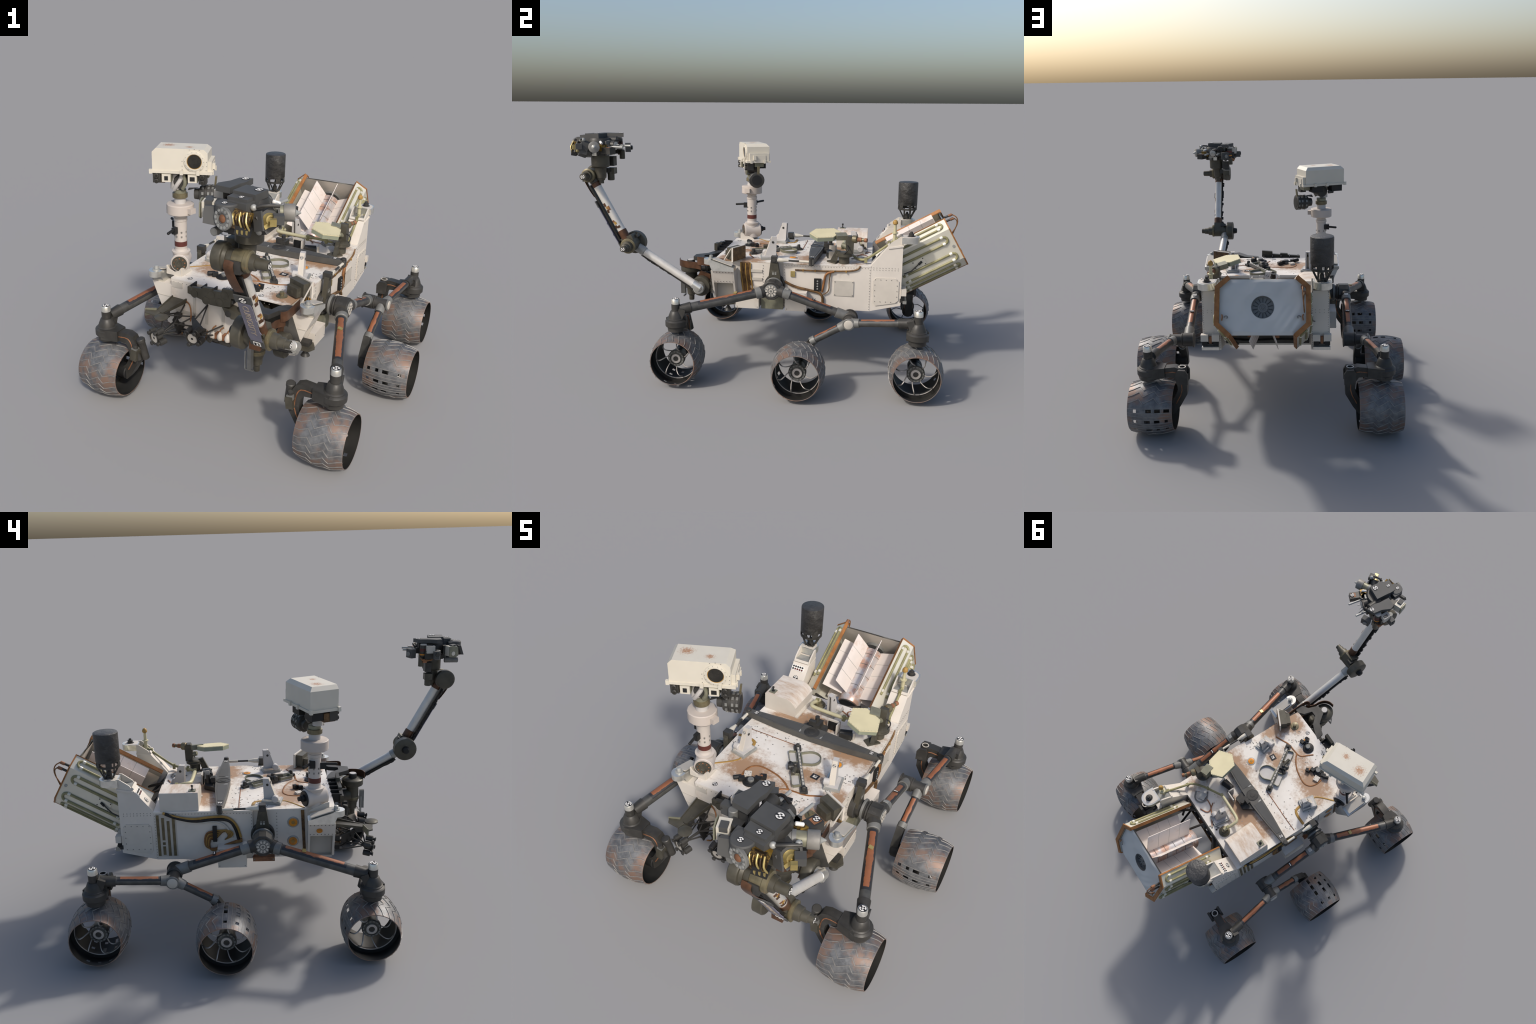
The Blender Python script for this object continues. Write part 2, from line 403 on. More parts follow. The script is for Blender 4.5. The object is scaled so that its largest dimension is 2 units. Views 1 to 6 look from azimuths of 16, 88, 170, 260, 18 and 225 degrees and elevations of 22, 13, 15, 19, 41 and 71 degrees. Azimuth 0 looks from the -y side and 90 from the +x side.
for s in (1, -1):
    # rear tower with slanted top, pocket and rounded nose
    P = Part("tower", chassis)
    xi, xo = 0.207 * s, 0.2882 * s
    prof = [(0.5195, 0.566), (0.598, 0.662), (0.610, 0.664), (0.667, 0.655), (0.667, 0.372), (0.526, 0.338), (0.5195, 0.337)]
    P.prism([(xi, y, z) for y, z in prof], (xo - xi, 0, 0), 'white', bev=0.002)
    wall = [(0.598, 0.6615), (0.612, 0.683), (0.655, 0.713), (0.667, 0.713), (0.667, 0.645)]
    for xa in (xi, xo - 0.007 * s):
        P.prism([(xa + 0.0003 * s, y, z) for y, z in wall], (0.0065 * s, 0, 0), 'whiteclean', bev=0.001)
    P.box(((xi + xo) / 2, 0.603, 0.668), (0.075, 0.012, 0.014), 'whiteclean', rot=(48, 0, 0), bev=0.001)
    P.box(((xi + xo) / 2, 0.632, 0.668), (0.066, 0.05, 0.012), 'grey', rot=(-6, 0, 0))
    # ledge line under the nose
    P.box(((xi + xo) / 2 + 0.002 * s, 0.634, 0.662), (0.086, 0.072, 0.008), 'white', rot=(10, 0, 0), bev=0.002)
    P.done()
    P = Part("tower_nose", chassis)
    cx = 0.257 * s
    pts = [(cx - 0.041, 0.660), (cx + 0.041, 0.660), (cx + 0.041, 0.706)] + \
          [(cx + 0.040 * cos(a), 0.708 + 0.036 * sin(a)) for a in [pi * k / 10 for k in range(1, 10)]] + [(cx - 0.041, 0.706)]
    P.prism([(x, y, 0.680) for x, y in pts], (0, 0, 0.030), 'silver', bev=0.003)
    pin = [(cx + (x - cx) * 0.86, 0.69 + (y - 0.69) * 0.8) for x, y in pts]
    P.prism([(x, y, 0.7095) for x, y in pin], (0, 0, 0.0015), 'whiteclean')
    P.lathe((cx, 0.704, 0.708), (0, 0, 1), [(0, 0.019), (0.004, 0.019), (0.004, 0.013), (0.017, 0.013), (0.018, 0.007), (0.026, 0.006)], 'dark', 16)
    P.done()
    # hatch panel with bolts
    P = Part("access_hatch", chassis)
    hx = 0.2885 * s
    y0, y1, z0, z1, c = 0.532, 0.655, 0.366, 0.507, 0.014
    pl = [(y0 + c, z0), (y1 - c, z0 + 0.018), (y1, z0 + 0.018 + c), (y1, z1 - c), (y1 - c, z1), (y0 + c, z1), (y0, z1 - c), (y0, z0 + c)]
    P.prism([(hx, y, z) for y, z in pl], (0.0035 * s, 0, 0), 'whiteclean', bev=0.0015)
    bolts = [(hx + 0.0035 * s, y0 + 0.010 + (y1 - y0 - 0.02) * t, zz) for t in (0, .25, .5, .75, 1) for zz in (z0 + 0.022, z1 - 0.009)]
    bolts += [(hx + 0.0035 * s, yy, z0 + 0.022 + (z1 - z0 - 0.03) * t) for t in (.25, .5, .75) for yy in (y0 + 0.008, y1 - 0.008)]
    P.dots(bolts, (s, 0, 0), 0.0022, 0.0015, 'rivet')
    P.done()
    # front corner tower: open frame, tapered towards the bottom
    P = Part("corner_tower", chassis)
    tap = [(0.272, 0.527), (0.376, 0.527), (0.301, 0.345), (0.272, 0.336)]
    for ya in (-0.258, -0.152):
        P.prism([(x * s, ya, z) for x, z in tap], (0, 0.009, 0), 'white', bev=0.001)
    up = [(0.272, 0.527), (0.3765, 0.527), (0.349, 0.461), (0.272, 0.461)]
    P.prism([(x * s, -0.2495, z) for x, z in up], (0, 0.0985, 0), 'white')
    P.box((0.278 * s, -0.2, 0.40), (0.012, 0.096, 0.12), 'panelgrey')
    P.box((0.290 * s, -0.2, 0.344), (0.03, 0.1, 0.008), 'panelgrey')
    for z in (0.38, 0.425, 0.47):          # shallow ribs on the front face
        P.box((((0.272 + 0.301 + (z - 0.345) * 0.41) / 2) * s, -0.2585, z), (0.030 + (z - 0.345) * 0.41 - 0.003, 0.002, 0.003), 'panelgrey')
    riv = [((0.352 + t * 0.0) * s, -0.245 + 0.0155 * k, 0.468 + 0) for k in range(7) for t in (0,)]
    P.dots([((0.349 + 0.0275 * 0.0 + 0.004) * s, -0.245 + 0.0155 * k, 0.470) for k in range(7)], (s, 0, -0.4), 0.002, 0.002, 'rivet')
    P.dots([(0.3745 * s, -0.245 + 0.0155 * k, 0.521) for k in range(7)], (s, 0, -0.4), 0.002, 0.002, 'rivet')
    if s < 0: P.cyl((-0.3625, -0.190, 0.492), (-0.3655, -0.190, 0.4905), 0.013, 'orange', seg=18)
    P.done()
    P = Part("corner_bracket", chassis)
    prof = [(-0.141, 0.5275), (-0.141, 0.545), (-0.262, 0.584), (-0.262, 0.556), (-0.250, 0.5275)]
    P.prism([(0.325 * s, y, z) for y, z in prof], (0.057 * s, 0, 0), 'silver', bev=0.002)
    cx = 0.3535 * s
    pts = [(cx - 0.0285, -0.255), (cx + 0.0285, -0.255)] + [(cx + 0.029 * cos(a), -0.262 - 0.034 * sin(a)) for a in [pi * k / 10 for k in range(11)]]
    P.prism([(x, y, 0.558) for x, y in pts], (0, 0, 0.026), 'silver', bev=0.002)
    P.box((cx, -0.20, 0.5705), (0.044, 0.10, 0.004), 'panelgrey', rot=(-17.9, 0, 0))
    P.lathe((cx, -0.260, 0.584), (0, 0, 1), [(0, 0.017), (0.003, 0.017), (0.003, 0.010), (0.016, 0.009), (0.018, 0.006)], 'grey', 16)
    P.done()

# side panels, windows, lower boxes
P = Part("window_panel", chassis)
P.box((0.2925, 0.390, 0.446), (0.004, 0.096, 0.076), 'panelgrey', bev=0.001)
P.dots([(0.2945, 0.39 + a * 0.043, 0.446 + b * 0.033) for a in (-1, 1) for b in (-1, 1)], (1, 0, 0), 0.0028, 0.0015, 'rivet')
P.done()
for s in (1, -1):
    P = Part("skirt_box", chassis)
    yy = [(-0.140, -0.024, 0.336, 0.398), (-0.016, 0.094, 0.330, 0.40), (0.108, 0.213, 0.334, 0.428)] if s > 0 else \
         [(0.122, 0.246, 0.318, 0.408), (0.0, 0.095, 0.331, 0.350)]
    for k, (a, b, z0, z1) in enumerate(yy):
        x1 = 0.345 if (s > 0 and k != 1) or (s < 0 and k == 0) else 0.318
        P.box(((0.285 + x1) / 2 * s, (a + b) / 2, (z0 + z1) / 2), (x1 - 0.285, b - a, z1 - z0), 'white' if k != 1 else ('olivelight' if s > 0 else 'rust'), bev=0.002)
        P.dots([((x1 + 0.000) * s, y, z) for y in (a + 0.007, b - 0.007) for z in (z0 + 0.008, z1 - 0.008)], (s, 0, 0), 0.0022, 0.0015, 'rivet')
    P.done()
P = Part("thruster_cone", chassis)
P.lathe((0.324, -0.183, 0.315), (0, 0, 1), [(0, 0.020), (0.012, 0.013), (0.022, 0.007), (0.032, 0.007)], 'dark', 18)
P.prism([(0.290, -0.222, 0.352), (0.352, -0.215, 0.352), (0.365, -0.185, 0.352), (0.345, -0.150, 0.352), (0.290, -0.150, 0.352)], (0, 0, 0.012), 'olive', bev=0.002)
P.box((0.318, -0.180, 0.372), (0.05, 0.04, 0.018), 'dark', bev=0.002)
P.done()

# seams and slats on the sides
P = Part("cable_bundle", chassis)
P.prism([(0.284, -0.128, 0.556), (0.284, -0.078, 0.556), (0.284, -0.066, 0.44), (0.284, -0.055, 0.41), (0.284, -0.115, 0.40), (0.284, -0.125, 0.47)], (0.006, 0, 0), 'wire', bev=0.001)
for k in range(7):
    y = -0.124 + k * 0.008
    P.tube([(0.2895, y, 0.553), (0.291, y + 0.004 * sin(k), 0.50), (0.291, y + 0.006 + 0.004 * cos(k * 2), 0.45), (0.290, y + 0.010, 0.408)], 0.0035, 'wire' if k % 3 else 'ochre', seg=6, smooth=1)
P.tube([(0.299, 0.150, 0.531), (0.300, 0.30, 0.531), (0.2955, 0.42, 0.535), (0.2945, 0.458, 0.545), (0.2915, 0.468, 0.562)], 0.0042, 'wire', smooth=2)
P.tube([(0.299, 0.098, 0.470), (0.301, 0.15, 0.445), (0.301, 0.22, 0.432), (0.301, 0.288, 0.418), (0.300, 0.289, 0.355)], 0.0065, 'wire', smooth=2)
P.tube([(0.300, 0.285, 0.425), (0.301, 0.293, 0.47), (0.301, 0.300, 0.520), (0.300, 0.34, 0.531)], 0.0055, 'orangewire', smooth=2)
P.tube([(0.300, 0.325, 0.528), (0.301, 0.318, 0.48), (0.301, 0.320, 0.43), (0.300, 0.290, 0.412)], 0.0028, 'wire', smooth=2)
for (y, z) in [(0.19, 0.531), (0.25, 0.531), (0.34, 0.531), (0.40, 0.534)]:
    P.box((0.300, y, z), (0.006, 0.006, 0.011), 'ochre')
P.box((0.299, 0.139, 0.510), (0.006, 0.022, 0.028), 'goldmetal', bev=0.001)
# port side
P.tube([(-0.298, 0.478, 0.560), (-0.301, 0.43, 0.543), (-0.302, 0.35, 0.528), (-0.302, 0.27, 0.540), (-0.302, 0.20, 0.540), (-0.301, 0.16, 0.50), (-0.299, 0.145, 0.44)], 0.0055, 'ochre', smooth=2)
P.tube([(-0.298, 0.468, 0.556), (-0.302, 0.42, 0.536), (-0.303, 0.34, 0.518), (-0.303, 0.26, 0.530), (-0.302, 0.19, 0.525), (-0.301, 0.165, 0.48), (-0.299, 0.155, 0.43)], 0.007, 'cable', smooth=2)
P.tube([(-0.298, 0.40, 0.535), (-0.3035, 0.33, 0.512), (-0.3035, 0.26, 0.520), (-0.302, 0.21, 0.505), (-0.300, 0.18, 0.44)], 0.004, 'panelgrey', smooth=2)
for k in range(8):
    r = 0.016 + 0.003 * k
    P.tube([(-0.299, 0.262, 0.43 + 0.006 * k), (-0.303, 0.262 + r, 0.437 + 0.004 * k), (-0.303, 0.268 + r, 0.40), (-0.302, 0.27, 0.372 + 0.002 * k), (-0.301, 0.22, 0.405), (-0.300, 0.14, 0.42 + 0.002 * k)], 0.0032, ['wire', 'orangewire', 'ochre'][k % 3], seg=6, smooth=2)
    P.tube([(-0.300, 0.248, 0.44 + 0.005 * k), (-0.304, 0.215 - 0.004 * k, 0.478), (-0.303, 0.195 - 0.003 * k, 0.450), (-0.300, 0.215, 0.43)], 0.0026, ['wire', 'ochre'][k % 2], seg=6, smooth=2)
P.prism([(-0.284, -0.116, 0.555), (-0.284, -0.130, 0.555), (-0.280, -0.137, 0.36), (-0.283, -0.125, 0.36)], (-0.005, 0, 0), 'wire')
P.done()
P = Part("connector", chassis)
P.box((0.301, 0.262, 0.462), (0.012, 0.034, 0.06), 'black', bev=0.002)
for k in range(4): P.cyl((0.305, 0.262, 0.442 + 0.013 * k), (0.3085, 0.262, 0.442 + 0.013 * k), 0.004, 'grey', seg=8)
P.box((-0.303, 0.257, 0.46), (0.014, 0.018, 0.07), 'black', bev=0.002)
P.done()
P = Part("louvre_slat", chassis)
for k in range(4):
    z = 0.385 + 0.042 * k
    P.box((0.2875, -0.046, z + 0.004), (0.006, 0.060, 0.014), 'panelgrey', bev=0.001)
P.done()
P = Part("radiator_panel", chassis)
P.box((-0.2895, 0.467, 0.452), (0.005, 0.088, 0.20), 'panelgrey')
for k, (y, z0, z1) in enumerate([(0.503, 0.355, 0.548), (0.481, 0.43, 0.535), (0.481, 0.36, 0.40), (0.458, 0.355, 0.52), (0.435, 0.355, 0.55), (0.481, 0.408, 0.42)]):
    P.box((-0.2920, y, (z0 + z1) / 2), (0.004, 0.012, z1 - z0), 'slat')
P.done()
P = Part("amber_sensor", chassis)
for (x, y, z, n) in [(-0.2865, -0.082, 0.500, (-1, 0, 0)), (-0.2865, -0.081, 0.411, (-1, 0, 0)), (0.175, 0.124, DECK, (0, 0, 1))]:
    r = 0.019 if n[2] == 0 else 0.0175
    P.lathe(V((x, y, z)) - V(n) * 0.002, n, [(0, r + 0.006), (0.003, r + 0.006), (0.0042, r + 0.0045), (0.0042, r + 0.001)], 'grey', 24)
    P.lathe(V((x, y, z)) + V(n) * 0.002, n, [(0, r), (0.0018, r), (0.0024, r * 0.9), (0.0024, r * 0.5)], 'orange', 24)
    P.lathe(V((x, y, z)) + V(n) * 0.004, n, [(0, r * 0.42), (0.0016, r * 0.40), (0.002, r * 0.25)], 'ochre', 16)
P.done()

# rivet lines (too small to pick apart one by one)
P = Part("rivet", chassis, stuff=True)
for s in (1, -1):
    for k in range(30):
        P.dots([((0.297 - 0.0187 * (0.0138 * k)) * s, 0.105 + 0.0138 * k, 0.551)], (s, 0, 0), 0.0018, 0.0012, 'rivet')
    for k in range(9):
        P.dots([(0.2883 * s, 0.532 + 0.0145 * k, 0.556), (0.2883 * s, 0.532 + 0.0145 * k, 0.546)], (s, 0, 0), 0.0018, 0.0012, 'rivet')
    for k in range(16):
        P.dots([(0.2893 * s, 0.515, 0.345 + 0.0132 * k)], (s, 0, 0), 0.0018, 0.0012, 'rivet')
    for k in range(15):
        P.dots([(0.2878 * s, -0.012, 0.345 + 0.0142 * k), (0.2975 * s, 0.097, 0.345 + 0.0142 * k)], (s, 0, 0), 0.0018, 0.0012, 'rivet')
    for k in range(24):
        P.dots([(0.2835 * s, 0.667, 0.385 + 0.011 * k), (0.2115 * s, 0.667, 0.385 + 0.011 * k)], (0, 1, 0), 0.0016, 0.0012, 'rivet')
    for k in range(4):
        P.dots([((0.225 + 0.02 * k) * s, 0.667, 0.565), ((0.225 + 0.02 * k) * s, 0.667, 0.553)], (0, 1, 0), 0.0016, 0.0012, 'rivet')
for k in range(22):
    P.dots([(-0.262 + 0.0215 * k, -0.263, 0.548)], (0, -1, 0), 0.0018, 0.0012, 'rivet')
P.done()
P = Part("cover_strip", chassis)
for x in (-0.16, -0.10, -0.02): P.box((x, -0.2635, 0.44), (0.014, 0.003, 0.11), 'panelgrey')
P.box((-0.19, -0.2635, 0.415), (0.13, 0.003, 0.016), 'panelgrey')
P.box((-0.245, -0.2635, 0.535), (0.05, 0.003, 0.025), 'panelgrey')
P.done()
# rear hazard cameras below the towers
for s in (1, -1):
    P = Part("hazard_camera", chassis)
    for x in (0.280, 0.2295):
        P.box((x * s, 0.680, 0.438), (0.034, 0.024, 0.031), 'whiteclean', bev=0.002)
        P.box((x * s, 0.677, 0.412), (0.024, 0.016, 0.022), 'black')
    P.box((0.2545 * s, 0.676, 0.416), (0.012, 0.01, 0.05), 'rust')
    P.box((0.254 * s, 0.686, 0.389), (0.078, 0.018, 0.014), 'silver', bev=0.006, bseg=3)
    P.box((0.254 * s, 0.672, 0.398), (0.07, 0.02, 0.02), 'dark')
    P.done()

# ------------------------------------------------------------------ fiducial marker (shared mesh)
def marker_mesh(name):
    Q = Part(name, None)
    Q.cyl((0, 0, -0.0003), (0, 0, 0.0008), 1.0 * 0.0125, 'markblack', seg=24)
    for a0 in (0, 180):
        for k in range(-3, 4):
            a = radians(a0 + k * 19)
            Q.box((0.0088 * cos(a), 0.0088 * sin(a), 0.0008), (0.0030, 0.0036, 0.0008), 'markwhite', rot=(0, 0, math.degrees(a)))
    for dx in (-1, 1):
        for dy in (-1, 1): Q.box((dx * 0.0044, dy * 0.0046, 0.0008), (0.0030, 0.0036, 0.0008), 'markwhite', rot=(0, 0, dx * dy * 20))
    Q.box((0, 0, 0.0008), (0.0052, 0.0050, 0.0008), 'markwhite')
    return Q.mesh()
MARK = marker_mesh("fiducial_marker")
def marker(p, n=(0, 0, 1), size=1.0, parent=None, spin=0.0):
    R = frame(V(n), V((0.1, 1, 0.2))).to_4x4()
    return place("fiducial_marker", MARK, parent or root, Matrix.Translation(V(p)) @ R @ Matrix.Rotation(spin, 4, 'Z') @ Matrix.Scale(size, 4))
for (x, y) in [(0.211, -0.039), (0.139, -0.234), (-0.010, -0.234), (-0.200, -0.232)]:
    marker((x, y, DECK + 0.0005), size=0.9, parent=deck, spin=x * 9)

# ------------------------------------------------------------------ wheels
HW = 0.1
def wheel_r(x):
    t = x / HW
    return 0.1245 - 0.0165 * t * t
HOLE_ROWS = [(-24, [(.14, .21), (.41, .56), (.64, .71), (.84, .91)]), (0, [(.14, .21), (.39, .51), (.61, .73), (.84, .91)]),
             (24, [(.14, .21), (.42, .56), (.63, .75), (.82, .95)])]
def tyre_mesh():
    bm = bmesh.new(); NA, NX = 300, 56; grid = []
    for i in range(NA):
        a = 2 * pi * i / NA; row = []
        for j in range(NX + 1):
            x = HW - 2 * HW * j / NX; r = wheel_r(x)
            row.append(bm.verts.new((x, -r * sin(a), r * cos(a))))
        grid.append(row)
    for i in range(NA):
        am = ((i + .5) * 360 / NA + 180) % 360 - 180
        for j in range(NX):
            fx = (j + .5) / NX
            cut = False
            for c, spans in HOLE_ROWS:
                if abs(am - c) < 4.1 and any(p < fx < q for p, q in spans): cut = True
            if cut: continue
            i2 = (i + 1) % NA
            f = bm.faces.new((grid[i][j], grid[i2][j], grid[i2][j + 1], grid[i][j + 1])); f.material_index = 0
    bmesh.ops.recalc_face_normals(bm, faces=bm.faces)
    # give the skin its thickness: outer copy kept, inner copy in the dark inner material
    outer = list(bm.faces)
    for f in outer:
        c = f.calc_center_median()
        if f.normal.dot(V((0, c.y, c.z))) < 0: f.normal_flip()
    ret = bmesh.ops.duplicate(bm, geom=outer + list({e for f in outer for e in f.edges}) + list({v for f in outer for v in f.verts}))
    vmap = ret["vert_map"]
    bound = [e for f in outer for e in f.edges if len(e.link_faces) == 1]
    inner_faces = [g for g in ret["geom"] if isinstance(g, bmesh.types.BMFace)]
    inner_verts = [g for g in ret["geom"] if isinstance(g, bmesh.types.BMVert)]
    for v in inner_verts:
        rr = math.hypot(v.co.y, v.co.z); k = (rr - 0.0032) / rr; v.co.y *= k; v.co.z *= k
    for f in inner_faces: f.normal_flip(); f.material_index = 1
    for e in set(bound):
        a, b = e.verts
        try:
            f = bm.faces.new((a, b, vmap[b], vmap[a])); f.material_index = 0
        except (ValueError, KeyError): pass
    me = bpy.data.meshes.new("wheel"); 
    for v in [v for v in bm.verts if not v.link_faces]: bm.verts.remove(v)
    bmesh.ops.recalc_face_normals(bm, faces=bm.faces)
    bm.to_mesh(me); bm.free()
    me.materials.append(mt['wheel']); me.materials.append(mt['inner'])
    me.shade_smooth(); me.set_sharp_from_angle(angle=radians(40))
    return me
TYRE = tyre_mesh()
PITCH = 15.0
ZIG = [(0, -.22), (.10, -.10), (.26, .30), (.36, -.48), (.60, .38), (.71, -.42), (.90, .02), (1, 0)]
def strip_mesh(name, line, h, w):
    """A raised ridge following (fraction across, angle in degrees) on the barrel."""
    Q = Part(name, None); bm = Q.bm; k = Q.mi('grouser')
    pts = []
    for (f0, a0), (f1, a1) in zip(line, line[1:]):
        n = max(2, int((f1 - f0) * 30))
        pts += [(f0 + (f1 - f0) * t / n, a0 + (a1 - a0) * t / n) for t in range(n)]
    pts.append(line[-1]); rows = []
    for i, (f, a) in enumerate(pts):
        p, q = pts[max(i - 1, 0)], pts[min(i + 1, len(pts) - 1)]
        d = V(((q[0] - p[0]) * 2 * HW, radians(q[1] - p[1]) * 0.12, 0)).normalized(); nx, na = -d.y, d.x
        row = []
        for off, hh in ((-w / 2 - .0008, -.0004), (-w / 2, h), (w / 2, h), (w / 2 + .0008, -.0004)):
            x = HW - 2 * HW * f - nx * off; x = max(-HW, min(HW, x)); aa = radians(a) + na * off / 0.12; r = wheel_r(x) + hh
            row.append(bm.verts.new((x, -r * sin(aa), r * cos(aa))))
        rows.append(row)
    for r0, r1 in zip(rows, rows[1:]):
        for c in range(3):
            f = bm.faces.new((r0[c], r0[c + 1], r1[c + 1], r1[c])); f.material_index = k
    return Q.mesh(30)
GROUSER = strip_mesh("grouser", [(f, a * PITCH) for f, a in ZIG], 0.0024, 0.0024)
RIB = strip_mesh("tread_rib", [(0, 0), (1, 0)], 0.0010, 0.0014)
Q = Part("hub", None)
Q.lathe((-0.052, 0, 0), (1, 0, 0), [(0, 0.030), (0.02, 0.034), (0.05, 0.036), (0.06, 0.041), (0.078, 0.041), (0.082, 0.037), (0.082, 0.030), (0.079, 0.029), (0.079, 0.0235)], 'hubmetal', 32)
Q.lathe((0.026, 0, 0), (1, 0, 0), [(0, 0.0235), (0.008, 0.0225), (0.009, 0.013), (0.005, 0.0125), (0.005, 0.001)], 'spoke', 28)
Q.cyl((0.030, 0, 0), (0.0325, 0, 0), 0.0122, 'dark', seg=20)
for k in range(14):
    a = 2 * pi * k / 14
    Q.box((0.029, 0.034 * cos(a), 0.034 * sin(a)), (0.004, 0.006, 0.009), 'midgrey', rot=Matrix.Rotation(a, 3, 'X'))
HUB = Q.mesh()
Q = Part("spoke", None)
pts = []
for t in range(9):
    u = t / 8; r = 0.039 + 0.064 * u; a = radians(20 * u * u + 10 * sin(pi * u))
    pts.append((0.020 + 0.038 * sin(pi * min(u * 1.05, 1)) + 0.004 * u, -r * sin(a), r * cos(a)))
Q.tube(pts, 0.0022, 'spoke', seg=8, flat=1.4)
SPOKE = Q.mesh()
Q = Part("spoke_ring", None)
ring = [(0.0, 0.102 * sin(2 * pi * k / 42), 0.102 * cos(2 * pi * k / 42)) for k in range(42)]
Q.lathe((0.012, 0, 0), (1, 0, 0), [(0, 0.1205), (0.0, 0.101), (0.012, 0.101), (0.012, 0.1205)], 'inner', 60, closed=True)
Q.lathe((0.0245, 0, 0), (1, 0, 0), [(0, 0.1035), (0.0, 0.1005), (0.003, 0.1005), (0.003, 0.1035)], 'spoke', 60, closed=True)
RINGM = Q.mesh()

WHEELS = [(1, 0.517, -0.392, 270), (1, 0.593, 0.205, -4), (1, 0.517, 0.741, 188),
          (-1, 0.517, -0.392, 166), (-1, 0.593, 0.205, 66), (-1, 0.517, 0.741, 270)]
for s, x, y, phi in WHEELS:
    th = radians(90 - phi) if s > 0 else radians(phi - 90)
    M = Matrix.Translation((x * s, y, 0.1267)) @ (Matrix.Rotation(pi, 4, 'Z') if s < 0 else Matrix.Identity(4)) @ Matrix.Rotation(th, 4, 'X')
    w = place("wheel", TYRE, root, M)
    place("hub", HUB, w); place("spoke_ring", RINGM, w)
    for k in range(7): place("spoke", SPOKE, w, Matrix.Rotation(2 * pi * k / 7, 4, 'X'))
    for k in range(19): place("grouser", GROUSER, w, Matrix.Rotation(radians(42 + PITCH * (k + .2)), 4, 'X'))
    for c in (-29, -19, -12, -5, 5, 12, 19, 29): place("tread_rib", RIB, w, Matrix.Rotation(radians(c), 4, 'X'))

# ------------------------------------------------------------------ suspension
def tube_part(name, p, q, r, parent, z0, z1, half):
    p, q = V(p), V(q); L = (q - p).length
    m = arm_tube_material(name + "_worn_paint", z0 * L, z1 * L, half); mt[name + "_m"] = m
    Q = Part(name, None); Q.lathe((0, 0, 0), (0, 0, 1), [(0, r), (L, r)], name + "_m", 28, up=V((1, 0, 0)))
    return place(name, Q.mesh(), parent, Matrix.Translation(p) @ frame(q - p).to_4x4())

